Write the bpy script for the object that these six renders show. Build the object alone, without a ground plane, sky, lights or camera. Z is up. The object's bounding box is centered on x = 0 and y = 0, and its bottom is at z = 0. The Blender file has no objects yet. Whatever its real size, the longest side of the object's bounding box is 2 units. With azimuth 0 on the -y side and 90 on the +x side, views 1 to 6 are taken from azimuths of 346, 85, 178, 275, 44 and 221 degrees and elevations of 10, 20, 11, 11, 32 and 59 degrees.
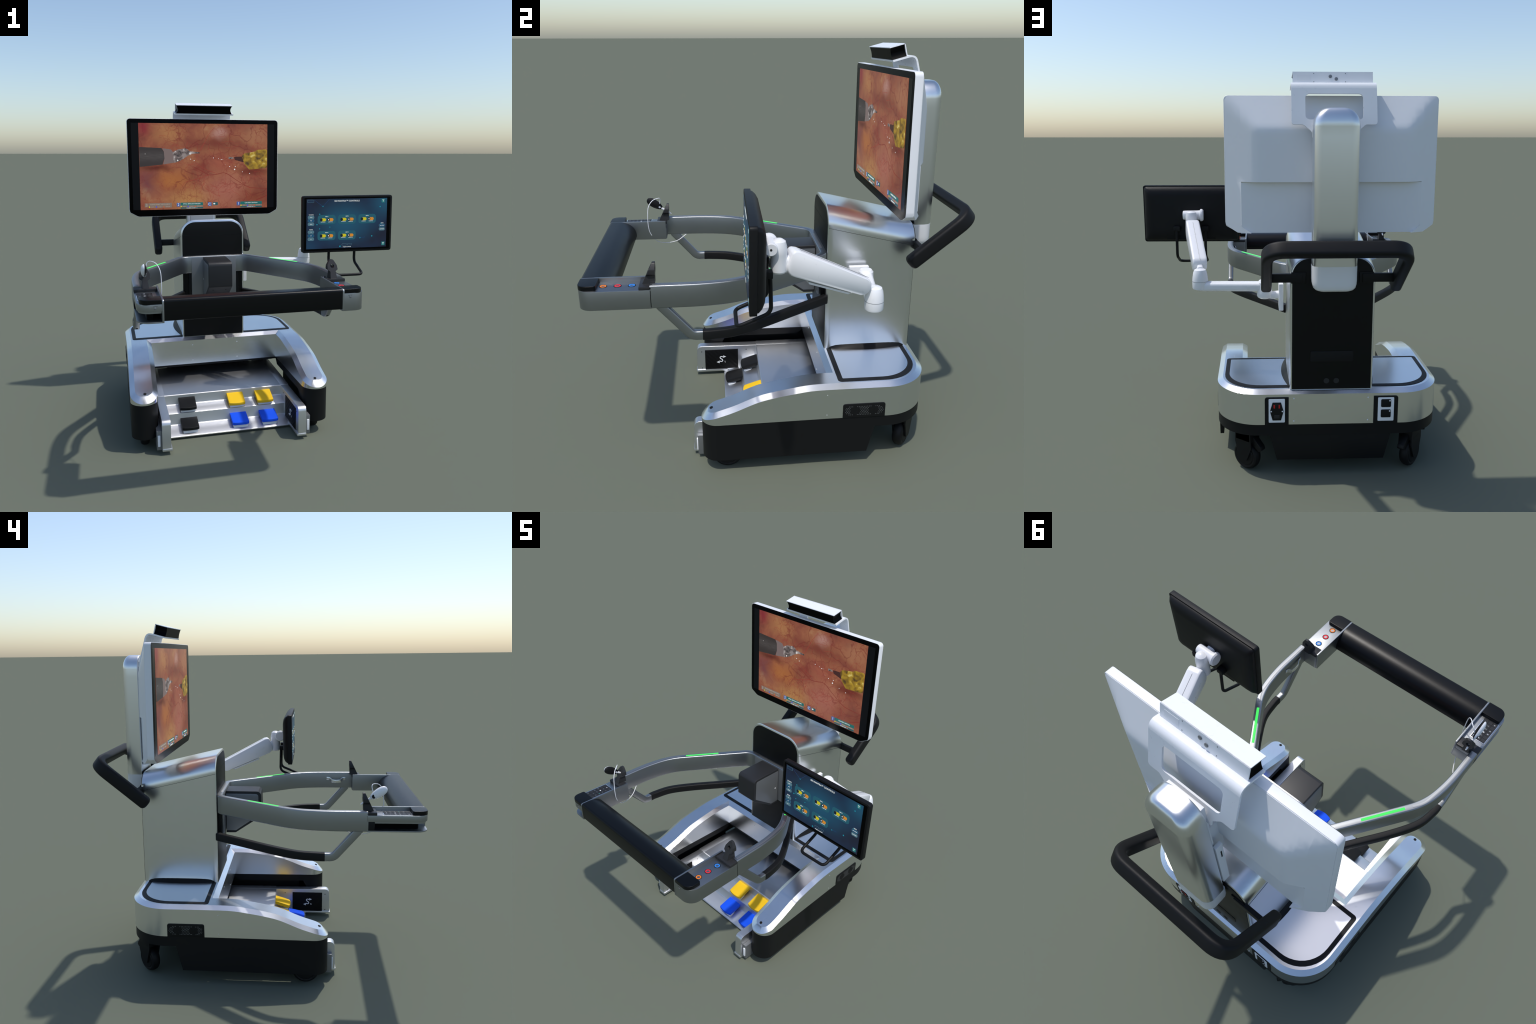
"""Surgeon's console of a robotic operating system: wheeled U-shaped silver base with
pedal board, central column, arm-rest ring, large monitor on a post, side touch monitor."""
import bpy, bmesh, math, random
from mathutils import Vector, Matrix

CX = -0.175                     # symmetry plane of the machine
rnd = random.Random(7)


def X(s, x):
    """x of a right-hand feature, mirrored to the left side when s = -1"""
    return x if s > 0 else 2 * CX - x


# ------------------------------------------------------------------ materials
def lin(r, g, b):
    f = lambda c: (c / 255 / 12.92) if c <= 10.3 else ((c / 255 + 0.055) / 1.055) ** 2.4
    return (f(r), f(g), f(b), 1.0)


class Nodes:
    def __init__(self, name):
        self.m = bpy.data.materials.new(name)
        self.m.use_nodes = True
        self.t = self.m.node_tree
        self.p = self.t.nodes["Principled BSDF"]

    def new(self, kind, **kw):
        n = self.t.nodes.new(kind)
        for k, v in kw.items():
            setattr(n, k, v)
        return n

    def link(self, a, b):
        self.t.links.new(a, b)

    def noise(self, vec, scale, detail=3, rough=0.5, dist=0.0):
        n = self.new("ShaderNodeTexNoise")
        n.inputs["Scale"].default_value = scale
        n.inputs["Detail"].default_value = detail
        n.inputs["Roughness"].default_value = rough
        n.inputs["Distortion"].default_value = dist
        self.link(vec, n.inputs["Vector"])
        return n

    def ramp(self, fac, stops, interp='LINEAR'):
        n = self.new("ShaderNodeValToRGB")
        n.color_ramp.interpolation = interp
        el = n.color_ramp.elements
        while len(el) < len(stops):
            el.new(0.5)
        for e, (p, c) in zip(el, stops):
            e.position = p
            e.color = c
        self.link(fac, n.inputs[0])
        return n.outputs[0]

    def mix(self, fac, a, b, blend='MIX'):
        n = self.new("ShaderNodeMix", data_type='RGBA', blend_type=blend)
        for sock, v in ((n.inputs[0], fac), (n.inputs[6], a), (n.inputs[7], b)):
            if isinstance(v, (int, float)):
                sock.default_value = v
            elif isinstance(v, tuple):
                sock.default_value = v
            else:
                self.link(v, sock)
        return n.outputs[2]

    def math(self, op, a, b=0.0):
        n = self.new("ShaderNodeMath", operation=op)
        for sock, v in ((n.inputs[0], a), (n.inputs[1], b)):
            if isinstance(v, (int, float)):
                sock.default_value = v
            else:
                self.link(v, sock)
        return n.outputs[0]

    def blob(self, vec, centre, radius, stretch=(1, 1, 1), soft=1.0):
        """1 inside a soft ellipsoid, 0 outside"""
        s = self.new("ShaderNodeVectorMath", operation='SUBTRACT')
        self.link(vec, s.inputs[0])
        s.inputs[1].default_value = centre
        m = self.new("ShaderNodeVectorMath", operation='MULTIPLY')
        self.link(s.outputs[0], m.inputs[0])
        m.inputs[1].default_value = stretch
        d = self.new("ShaderNodeVectorMath", operation='LENGTH')
        self.link(m.outputs[0], d.inputs[0])
        r = self.new("ShaderNodeMapRange", interpolation_type='SMOOTHSTEP')
        self.link(d.outputs["Value"], r.inputs[0])
        r.inputs[1].default_value = radius * (1 - soft)
        r.inputs[2].default_value = radius
        r.inputs[3].default_value = 1.0
        r.inputs[4].default_value = 0.0
        return r.outputs[0]


def surface(name, color, metallic=0.0, rough=0.4, grain=0.03, scale=40.0, bump=0.0, coat=0.0,
            spec=0.5, var=0.04):
    """plain surface with a slight cloudiness of colour and gloss"""
    k = Nodes(name)
    co = k.new("ShaderNodeTexCoord").outputs["Object"]
    n = k.noise(co, scale, 4, 0.6)
    c = (color[0], color[1], color[2], 1)
    d = tuple(v * (1 - var) for v in color[:3]) + (1,)
    k.link(k.mix(n.outputs[0], d, c), k.p.inputs["Base Color"])
    r = k.new("ShaderNodeMapRange")
    k.link(n.outputs[0], r.inputs[0])
    r.inputs[3].default_value = max(0.02, rough - grain)
    r.inputs[4].default_value = rough + grain
    k.link(r.outputs[0], k.p.inputs["Roughness"])
    k.p.inputs["Metallic"].default_value = metallic
    k.p.inputs["Specular IOR Level"].default_value = spec
    k.p.inputs["Coat Weight"].default_value = coat
    if bump:
        f = k.noise(co, 900, 2)
        b = k.new("ShaderNodeBump")
        b.inputs["Strength"].default_value = bump
        b.inputs["Distance"].default_value = 0.001
        k.link(f.outputs[0], b.inputs["Height"])
        k.link(b.outputs[0], k.p.inputs["Normal"])
    return k.m


def glow(name, color, strength=1.0):
    """self-lit display or lamp colour"""
    k = Nodes(name)
    k.p.inputs["Base Color"].default_value = (0.01, 0.01, 0.01, 1)
    k.p.inputs["Roughness"].default_value = 0.3
    k.p.inputs["Specular IOR Level"].default_value = 0.15
    k.p.inputs["Emission Color"].default_value = color
    k.p.inputs["Emission Strength"].default_value = strength
    return k.m


SILVER = surface("polished_aluminium", (0.81, 0.825, 0.835), 1.0, 0.25, 0.008, 25, var=0.02)
SATIN = surface("satin_aluminium", (0.78, 0.795, 0.805), 1.0, 0.28, 0.008, 18, var=0.02)
BOARD = surface("brushed_steel", (0.70, 0.71, 0.73), 1.0, 0.42, 0.012, 30, var=0.03)
RAIL = surface("grey_anodised_metal", (0.31, 0.325, 0.335), 1.0, 0.40, 0.01, 30, var=0.03)
INLAY = surface("light_anodised_strip", (0.34, 0.35, 0.36), 1.0, 0.5, 0.02, 60, var=0.05)
GREY = surface("grey_painted_metal", (0.23, 0.24, 0.25), 0.6, 0.42, 0.02, 30)
WHITE = surface("white_plastic", (0.80, 0.81, 0.83), 0.0, 0.38, 0.02, 30, var=0.02)
GLOSSW = surface("white_gloss_plastic", (0.84, 0.85, 0.87), 0.0, 0.28, 0.02, 30, var=0.02)
BLACK = surface("black_plastic", (0.0065, 0.0068, 0.0074), 0.0, 0.5, 0.04, 60, var=0.15, spec=0.22)
PANEL = surface("black_panel", (0.0042, 0.0045, 0.0048), 0.0, 0.45, 0.04, 40, var=0.15, spec=0.2)
RUBBER = surface("black_rubber", (0.0065, 0.0065, 0.007), 0.0, 0.55, 0.05, 80, bump=0.1, var=0.2, spec=0.25)
LEATHER = surface("black_padding", (0.002, 0.0024, 0.003), 0.0, 0.34, 0.03, 60, bump=0.06, var=0.15, spec=0.22)
DARK = surface("dark_grey_plastic", (0.024, 0.0245, 0.026), 0.0, 0.42, 0.04, 50, var=0.1, spec=0.3)
GLASS = surface("black_glass", (0.0012, 0.0012, 0.0013), 0.0, 0.4, 0.02, 20, spec=0.06)
YELLOW = surface("yellow_plastic", (0.92, 0.56, 0.02), 0.0, 0.55, 0.04, 60, var=0.04, spec=0.15)
BLUE = surface("blue_plastic", (0.012, 0.10, 0.86), 0.0, 0.55, 0.04, 60, var=0.06, spec=0.15)
RED = surface("red_plastic", (0.6, 0.01, 0.01), 0.0, 0.4)
MARGIN = surface("screen_margin", (0.009, 0.0095, 0.011), 0.0, 0.3, 0.02, 20, spec=0.1)
MARK = surface("white_print", (0.85, 0.86, 0.88), 0.0, 0.5)
GREEN_LIGHT = glow("green_light", (0.09, 1.0, 0.17, 1), 0.95)
ORANGE_RING = glow("orange_ring", (1.0, 0.26, 0.03, 1), 0.85)
RED_RING = glow("red_ring", (0.95, 0.03, 0.06, 1), 0.85)
BLUE_RING = glow("blue_ring", (0.03, 0.28, 1.0, 1), 0.85)


def tissue_material():
    """the endoscope picture: fatty tissue with clouds, patches and fine vessels"""
    k = Nodes("endoscope_picture")
    co = k.new("ShaderNodeTexCoord").outputs["Object"]
    warp = k.noise(co, 9, 3)
    add = k.new("ShaderNodeVectorMath", operation='MULTIPLY_ADD')
    k.link(warp.outputs["Color"], add.inputs[0])
    add.inputs[1].default_value = (0.07, 0.0, 0.07)
    k.link(co, add.inputs[2])
    w = add.outputs[0]
    cloud = k.noise(w, 6, 8, 0.62, 0.4)
    c = k.ramp(cloud.outputs[0], [(0.28, lin(108, 60, 48)), (0.44, lin(138, 80, 58)),
                                  (0.58, lin(152, 98, 66)), (0.76, lin(172, 132, 92))])
    # broad colour patches of the picture
    for centre, rad, st, colr, amount in (
            ((-0.555, 0.506, 1.47), 0.12, (1, 1, 0.85), lin(104, 58, 64), 0.95),
            ((-0.585, 0.506, 1.84), 0.085, (1, 1, 0.9), lin(128, 40, 48), 0.95),
            ((-0.02, 0.506, 1.42), 0.22, (0.9, 1, 1.2), lin(164, 104, 84), 0.85),
            ((-0.30, 0.506, 1.34), 0.20, (1, 1, 1.4), lin(176, 130, 74), 0.9),
            ((-0.40, 0.506, 1.49), 0.15, (0.7, 1, 1.3), lin(164, 102, 50), 0.85),
            ((0.17, 0.506, 1.36), 0.14, (0.8, 1, 1.2), lin(124, 64, 42), 0.85),
            ((-0.12, 0.506, 1.73), 0.20, (0.55, 1, 2.6), lin(112, 54, 42), 0.85),
            ((-0.07, 0.506, 1.80), 0.08, (0.9, 1, 1.2), lin(180, 142, 128), 0.7),
            ((-0.42, 0.506, 1.79), 0.12, (0.7, 1, 1.2), lin(170, 122, 74), 0.8),
            ((0.17, 0.506, 1.79), 0.13, (0.8, 1, 1.4), lin(162, 114, 80), 0.75),
            ((-0.05, 0.506, 1.60), 0.13, (0.8, 1, 1.2), lin(156, 88, 66), 0.75),
            ((0.17, 0.506, 1.545), 0.12, (0.6, 1, 2.6), lin(96, 40, 26), 0.8),
            ((-0.52, 0.506, 1.565), 0.16, (0.8, 1, 4.6), lin(84, 32, 22), 0.9)):  # last patch: shadow under the instrument shaft, painted into the picture
        m = k.math('MULTIPLY', k.blob(w, (centre[0] + 0.035, centre[1], centre[2] + 0.035), rad, st), amount)
        c = k.mix(m, c, colr)
    # vessels: edges of a warped cell pattern at three sizes
    for sc, wid, amt, colr in ((5.5, 0.022, 0.6, lin(108, 42, 36)), (13, 0.05, 0.62, lin(118, 46, 38)),
                               (27, 0.085, 0.48, lin(132, 56, 46))):
        v = k.new("ShaderNodeTexVoronoi", feature='DISTANCE_TO_EDGE')
        v.inputs["Scale"].default_value = sc
        fine = k.noise(w, sc * 1.6, 3)
        a2 = k.new("ShaderNodeVectorMath", operation='MULTIPLY_ADD')
        k.link(fine.outputs["Color"], a2.inputs[0])
        a2.inputs[1].default_value = (0.9 / sc, 0, 0.9 / sc)
        k.link(w, a2.inputs[2])
        k.link(a2.outputs[0], v.inputs["Vector"])
        line = k.ramp(v.outputs["Distance"], [(0.0, (1, 1, 1, 1)), (wid, (0, 0, 0, 1))])
        patch = k.ramp(k.noise(co, sc * 0.5, 2).outputs[0], [(0.46, (0, 0, 0, 1)), (0.60, (1, 1, 1, 1))])
        c = k.mix(k.math('MULTIPLY', k.math('MULTIPLY', line, patch), amt), c, colr)
    # wet glints
    v = k.noise(co, 95, 2, 0.5)
    g = k.ramp(v.outputs[0], [(0.735, (0, 0, 0, 1)), (0.78, (1, 1, 1, 1))])
    wet = k.math('MULTIPLY', g, k.blob(co, (0.04, 0.506, 1.58), 0.16, (0.8, 1, 1.6)))
    c = k.mix(k.math('MULTIPLY', wet, 0.8), c, lin(215, 205, 195))
    k.p.inputs["Base Color"].default_value = (0.01, 0.01, 0.01, 1)
    k.p.inputs["Roughness"].default_value = 0.3
    k.p.inputs["Specular IOR Level"].default_value = 0.15
    c = k.mix(1.0, c, (0.92, 0.88, 0.98, 1), 'MULTIPLY')
    k.link(c, k.p.inputs["Emission Color"])
    k.p.inputs["Emission Strength"].default_value = 0.95
    return k.m


def control_background_material():
    k = Nodes("control_screen_picture")
    co = k.new("ShaderNodeTexCoord").outputs["Object"]
    n = k.noise(co, 7, 4)
    c = k.ramp(n.outputs[0], [(0.3, lin(24, 26, 40)), (0.7, lin(22, 40, 66))])
    c = k.mix(k.math('MULTIPLY', k.blob(co, (0.57, -0.218, 1.25), 0.24, (0.85, 1, 1.3)), 0.85), c, lin(26, 78, 104))
    c = k.mix(k.math('MULTIPLY', k.blob(co, (0.83, -0.218, 1.37), 0.14), 0.8), c, lin(26, 78, 104))
    c = k.mix(k.math('MULTIPLY', k.blob(co, (0.33, -0.218, 1.10), 0.10), 0.6), c, lin(24, 62, 90))
    k.p.inputs["Base Color"].default_value = (0.01, 0.01, 0.01, 1)
    k.p.inputs["Roughness"].default_value = 0.3
    k.p.inputs["Specular IOR Level"].default_value = 0.15
    k.link(c, k.p.inputs["Emission Color"])
    k.p.inputs["Emission Strength"].default_value = 1.0
    return k.m


def shaft_material():
    k = Nodes("instrument_shaft_picture")
    co = k.new("ShaderNodeTexCoord").outputs["Object"]
    m = k.new("ShaderNodeMapping")
    m.inputs["Scale"].default_value = (6, 1, 90)
    k.link(co, m.inputs[0])
    n = k.noise(m.outputs[0], 4, 4)
    c = k.ramp(n.outputs[0], [(0.3, lin(48, 44, 43)), (0.7, lin(92, 86, 84))])
    c = k.mix(k.math('MULTIPLY', k.blob(co, (-0.54, 0.505, 1.645), 0.05, (0.1, 1, 1)), 0.5), lin(46, 38, 36), c)
    k.p.inputs["Base Color"].default_value = (0.01, 0.01, 0.01, 1)
    k.link(c, k.p.inputs["Emission Color"])
    k.p.inputs["Emission Strength"].default_value = 1.0
    return k.m


def amber_material():
    k = Nodes("amber_cover_picture")
    co = k.new("ShaderNodeTexCoord").outputs["Object"]
    n = k.noise(co, 24, 3, 0.5, 0.5)
    c = k.ramp(n.outputs[0], [(0.30, lin(64, 44, 12)), (0.44, lin(122, 94, 16)), (0.60, lin(160, 130, 28)),
                              (0.74, lin(214, 200, 128))])
    k.p.inputs["Base Color"].default_value = (0.01, 0.01, 0.01, 1)
    k.link(c, k.p.inputs["Emission Color"])
    k.p.inputs["Emission Strength"].default_value = 1.0
    return k.m


def chrome_picture_material():
    k = Nodes("instrument_wrist_picture")
    co = k.new("ShaderNodeTexCoord").outputs["Object"]
    n = k.noise(co, 30, 3, 0.55, 0.7)
    c = k.ramp(n.outputs[0], [(0.34, lin(48, 42, 42)), (0.47, lin(104, 92, 90)), (0.60, lin(138, 128, 126)),
                              (0.72, lin(226, 224, 222))])
    k.p.inputs["Base Color"].default_value = (0.01, 0.01, 0.01, 1)
    k.link(c, k.p.inputs["Emission Color"])
    k.p.inputs["Emission Strength"].default_value = 1.0
    return k.m


def ribbed_material():
    """black plate with diagonal ribs"""
    k = Nodes("ribbed_black_plate")
    co = k.new("ShaderNodeTexCoord").outputs["Object"]
    w = k.new("ShaderNodeTexWave", wave_type='BANDS', bands_direction='DIAGONAL')
    w.inputs["Scale"].default_value = 22
    k.link(co, w.inputs["Vector"])
    b = k.new("ShaderNodeBump")
    b.inputs["Strength"].default_value = 0.5
    b.inputs["Distance"].default_value = 0.002
    k.link(w.outputs["Fac"], b.inputs["Height"])
    k.link(b.outputs[0], k.p.inputs["Normal"])
    k.p.inputs["Base Color"].default_value = (0.004, 0.004, 0.0045, 1)
    k.p.inputs["Specular IOR Level"].default_value = 0.15
    k.p.inputs["Roughness"].default_value = 0.55
    return k.m


TISSUE, CONTROL_BG = tissue_material(), control_background_material()
SHAFT_PIC, AMBER_PIC, CHROME_PIC = shaft_material(), amber_material(), chrome_picture_material()
RIBBED = ribbed_material()


# ------------------------------------------------------------------ mesh tools
def finish(name, bm, mat, parent, smooth=32, bevel=0.0, seg=2, limit=35):
    bmesh.ops.remove_doubles(bm, verts=bm.verts, dist=1e-6)
    bmesh.ops.recalc_face_normals(bm, faces=bm.faces)
    if bevel:
        ed = [e for e in bm.edges if len(e.link_faces) == 2 and e.calc_face_angle(0) > math.radians(limit)]
        bmesh.ops.bevel(bm, geom=ed, offset=bevel, segments=seg, profile=0.6, affect='EDGES', clamp_overlap=True)
    me = bpy.data.meshes.new(name)
    bm.to_mesh(me)
    bm.free()
    return place(name, me, mat, parent, smooth)


def place(name, me, mat, parent, smooth=32):
    if mat and not me.materials:
        me.materials.append(mat)
    if smooth:
        me.polygons.foreach_set("use_smooth", [True] * len(me.polygons))
        me.set_sharp_from_angle(angle=math.radians(smooth))
    ob = bpy.data.objects.new(name, me)
    bpy.context.scene.collection.objects.link(ob)
    if parent:
        ob.parent = parent
    return ob


def again(ob, name, parent=None, matrix=None):
    o = ob.copy()
    o.name = name
    bpy.context.scene.collection.objects.link(o)
    o.parent = parent or ob.parent
    if matrix is not None:
        o.matrix_basis = matrix
    return o


def mesh(name, verts, faces, mat, parent, **kw):
    bm = bmesh.new()
    vs = [bm.verts.new(v) for v in verts]
    for f in faces:
        try:
            bm.faces.new([vs[i] for i in f])
        except ValueError:
            pass
    return finish(name, bm, mat, parent, **kw)


def roundpoly(pts, radii, n=6):
    """closed 2D polygon with rounded corners"""
    out = []
    k = len(pts)
    if not isinstance(radii, (list, tuple)):
        radii = [radii] * k
    for i in range(k):
        p0, p, p1 = Vector(pts[i - 1]), Vector(pts[i]), Vector(pts[(i + 1) % k])
        r = radii[i]
        if r <= 0:
            out.append(tuple(p))
            continue
        a, b = (p0 - p), (p1 - p)
        la, lb = a.length, b.length
        a.normalize(), b.normalize()
        ang = a.angle(b)
        t = min(r / math.tan(ang / 2), la * 0.499, lb * 0.499)
        rr = t * math.tan(ang / 2)
        c = p + (a + b).normalized() * (rr / math.sin(ang / 2))
        s, e = p + a * t - c, p + b * t - c
        a0 = math.atan2(s.y, s.x)
        da = math.atan2(e.y, e.x) - a0
        while da > math.pi: da -= 2 * math.pi
        while da < -math.pi: da += 2 * math.pi
        for j in range(n + 1):
            q = a0 + da * j / n
            out.append((c.x + rr * math.cos(q), c.y + rr * math.sin(q)))
    return out


AXES = {'z': lambda a, b, c: (a, b, c), 'x': lambda a, b, c: (c, a, b), 'y': lambda a, b, c: (a, c, b)}


def prism(name, loop, axis, lo, hi, mat, parent, **kw):
    """outline extruded: axis z (outline x,y), x (outline y,z) or y (outline x,z)"""
    f = AXES[axis]
    n = len(loop)
    v = [f(a, b, lo) for a, b in loop] + [f(a, b, hi) for a, b in loop]
    fs = [list(range(n)), list(range(n, 2 * n))] + [[i, (i + 1) % n, n + (i + 1) % n, n + i] for i in range(n)]
    return mesh(name, v, fs, mat, parent, **kw)


def block(name, x0, x1, y0, y1, z0, z1, mat, parent, bevel=0.003, **kw):
    return prism(name, [(x0, y0), (x1, y0), (x1, y1), (x0, y1)], 'z', z0, z1, mat, parent, bevel=bevel, **kw)


def loft(name, rings, mat, parent, closed=True, caps=True, **kw):
    n = len(rings[0])
    v = [p for r in rings for p in r]
    fs = []
    m = n if closed else n - 1
    for k in range(len(rings) - 1):
        for i in range(m):
            j = (i + 1) % n
            fs.append([k * n + i, k * n + j, (k + 1) * n + j, (k + 1) * n + i])
    if caps:
        fs.append(list(range(n)))
        fs.append(list(range((len(rings) - 1) * n, len(rings) * n)))
    return mesh(name, v, fs, mat, parent, **kw)


def fillet(pts, r, n=7):
    """3D polyline with its corners rounded"""
    pts = [Vector(p) for p in pts]
    out = [pts[0]]
    for i in range(1, len(pts) - 1):
        a, b = pts[i - 1] - pts[i], pts[i + 1] - pts[i]
        rr = r[i - 1] if isinstance(r, (list, tuple)) else r
        t = min(rr, a.length * 0.49, b.length * 0.49)
        s, e = pts[i] + a.normalized() * t, pts[i] + b.normalized() * t
        for j in range(n + 1):
            q = j / n
            out.append(s * (1 - q) ** 2 + pts[i] * 2 * q * (1 - q) + e * q ** 2)
    out.append(pts[-1])
    return out


def catmull(pts, n=8):
    pts = [Vector(p) for p in pts]
    P = [pts[0] * 2 - pts[1]] + pts + [pts[-1] * 2 - pts[-2]]
    out = []
    for i in range(1, len(P) - 2):
        for j in range(n):
            t = j / n
            a, b, c, d = P[i - 1], P[i], P[i + 1], P[i + 2]
            out.append(0.5 * ((2 * b) + (c - a) * t + (2 * a - 5 * b + 4 * c - d) * t * t + (3 * b - a - 3 * c + d) * t ** 3))
    out.append(pts[-1])
    return out


def section(w, h, r, n=4):
    return roundpoly([(-w / 2, -h / 2), (w / 2, -h / 2), (w / 2, h / 2), (-w / 2, h / 2)], r, n)


def circle(r, n=14):
    return [(r * math.cos(2 * math.pi * i / n), r * math.sin(2 * math.pi * i / n)) for i in range(n)]


def sweep(name, path, sec, mat, parent, up=(0, 0, 1), cap=0.0, **kw):
    """section carried along a path; cap rounds the two ends off over that length"""
    path = [Vector(p) for p in path]
    scale = [1.0] * len(path)
    if cap:
        a, b = (path[0] - path[1]).normalized(), (path[-1] - path[-2]).normalized()
        steps = [math.pi / 2 * k / 5 for k in range(1, 6)]
        path = [path[0] + a * cap * math.sin(q) for q in reversed(steps)] + path + [path[-1] + b * cap * math.sin(q) for q in steps]
        sh = [1 - 0.75 * (1 - math.cos(q)) for q in steps]
        scale = list(reversed(sh)) + scale + sh
    up = Vector(up)
    rings = []
    for i, p in enumerate(path):
        t = (path[min(i + 1, len(path) - 1)] - path[max(i - 1, 0)]).normalized()
        side = t.cross(up)
        if side.length < 1e-4:
            side = t.cross(Vector((0, 1, 0)))
        side.normalize()
        v = side.cross(t).normalized()
        sc = 1.0
        if 0 < i < len(path) - 1:
            c = (path[i + 1] - p).normalized().dot(t)
            sc = 1 / max(0.6, c)
        rings.append([tuple(p + side * (a * sc * scale[i]) + v * b * scale[i]) for a, b in sec])
    return loft(name, rings, mat, parent, **kw)


def tube(name, path, r, mat, parent, n=12, **kw):
    """round tube with parallel-transported frame"""
    path = [Vector(p) for p in path]
    t0 = (path[1] - path[0]).normalized()
    u = t0.orthogonal().normalized()
    rings = []
    for i, p in enumerate(path):
        t = (path[min(i + 1, len(path) - 1)] - path[max(i - 1, 0)]).normalized()
        u = (u - t * u.dot(t)).normalized()
        v = t.cross(u)
        rings.append([tuple(p + u * a + v * b) for a, b in circle(r, n)])
    return loft(name, rings, mat, parent, **kw)


def lathe(name, profile, origin, axis, mat, parent, n=32, **kw):
    """(radius, height) profile turned about an axis"""
    q = Vector((0, 0, 1)).rotation_difference(Vector(axis).normalized())
    o = Vector(origin)
    rings = []
    for r, h in profile:
        rings.append([tuple(o + q @ Vector((max(r, 1e-5) * math.cos(2 * math.pi * i / n),
                                            max(r, 1e-5) * math.sin(2 * math.pi * i / n), h))) for i in range(n)])
    return loft(name, rings, mat, parent, **kw)


def shape(name, loops, depth, mat, parent, matrix, bevel=0.0):
    """flat outline with holes, given thickness, by a filled 2D curve"""
    cu = bpy.data.curves.new(name, 'CURVE')
    cu.dimensions, cu.fill_mode = '2D', 'BOTH'
    cu.extrude, cu.bevel_depth, cu.bevel_resolution = depth / 2, bevel, 2
    for lp in loops:
        sp = cu.splines.new('POLY')
        sp.points.add(len(lp) - 1)
        for p, (a, b) in zip(sp.points, lp):
            p.co = (a, b, 0, 1)
        sp.use_cyclic_u = True
    return from_curve(name, cu, mat, parent, matrix)


def from_curve(name, cu, mat, parent, matrix):
    tmp = bpy.data.objects.new(name + "_tmp", cu)
    bpy.context.scene.collection.objects.link(tmp)
    dg = bpy.context.evaluated_depsgraph_get()
    dg.update()
    me = bpy.data.meshes.new_from_object(tmp.evaluated_get(dg))
    bpy.data.objects.remove(tmp)
    bpy.data.curves.remove(cu)
    me.name = name
    me.transform(matrix)
    me.materials.clear()
    return place(name, me, mat, parent, 32)


FRONT = Matrix(((1, 0, 0, 0), (0, 0, -1, 0), (0, 1, 0, 0), (0, 0, 0, 1)))     # outline (x,z), facing -y


def at(x, y, z, m=FRONT):
    return Matrix.Translation((x, y, z)) @ m


def text(name, body, size, mat, parent, matrix, depth=0.0004):
    cu = bpy.data.curves.new(name, 'FONT')
    cu.body, cu.size, cu.extrude = body, size, depth
    cu.align_x, cu.align_y = 'CENTER', 'CENTER'
    cu.resolution_u = 3
    return from_curve(name, cu, mat, parent, matrix)


def join(name, obs, parent, kind=None):
    """merge helper meshes of one kind into one part"""
    bm = bmesh.new()
    mats = []
    for o in obs:
        me = o.data
        base = len(bm.faces)
        me2 = me.copy()
        me2.transform(o.matrix_basis)
        for m in me.materials:
            if m not in mats:
                mats.append(m)
        idx = [mats.index(m) for m in me.materials]
        for p in me2.polygons:
            p.material_index = idx[p.material_index] if idx else 0
        bm.from_mesh(me2)
        bpy.data.meshes.remove(me2)
    for o in obs:
        bpy.data.objects.remove(o)
    me = bpy.data.meshes.new(name)
    bm.to_mesh(me)
    bm.free()
    for m in mats:
        me.materials.append(m)
    ob = bpy.data.objects.new(name, me)
    bpy.context.scene.collection.objects.link(ob)
    ob.parent = parent
    if kind:
        ob["kind"] = kind
    return ob


# ------------------------------------------------------------------ the thing
ROOT = bpy.data.objects.new("surgeon_console", None)
bpy.context.scene.collection.objects.link(ROOT)
ROOT["label"] = "silver and black wheeled surgeon console with two screens and pedals"
ROOT["category"] = "medical console"

# ------------------------------------------------------------------ base cabinet
BW, REAR, RC = 0.5760, 0.7005, 0.218          # half width, rear face, rear corner radius
SPLAY = 0.009                               # the arms widen a little towards their tips
IN0, IN1 = 0.247, 0.255                     # inner wall of the right arm at the beam and at the tip
TOPZ = [(-0.46, 0.292), (-0.42, 0.312), (-0.38, 0.331), (-0.27, 0.367), (-0.155, 0.413), (-0.065, 0.434), (0.015, 0.447),
        (0.09, 0.457), (0.17, 0.460), (0.3, 0.460)]


def ztop(y):
    if y >= 0.17:
        return 0.460
    for (a, b), (c, d) in zip(TOPZ, TOPZ[1:]):
        if a <= y <= c:
            i = TOPZ.index((a, b))
            m0 = (d - TOPZ[i - 1][1]) / (c - TOPZ[i - 1][0]) if i else (d - b) / (c - a)
            m1 = (TOPZ[i + 2][1] - b) / (TOPZ[i + 2][0] - a) if i + 2 < len(TOPZ) else 0.0
            t, h = (y - a) / (c - a), c - a
            return ((2 * t ** 3 - 3 * t * t + 1) * b + (t ** 3 - 2 * t * t + t) * h * m0
                    + (-2 * t ** 3 + 3 * t * t) * d + (t ** 3 - t * t) * h * m1)
    return TOPZ[0][1]


YS = [0.17 - i * (0.17 + 0.345) / 26 for i in range(27)]
TIPY, TIPN = -0.349, 9


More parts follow.
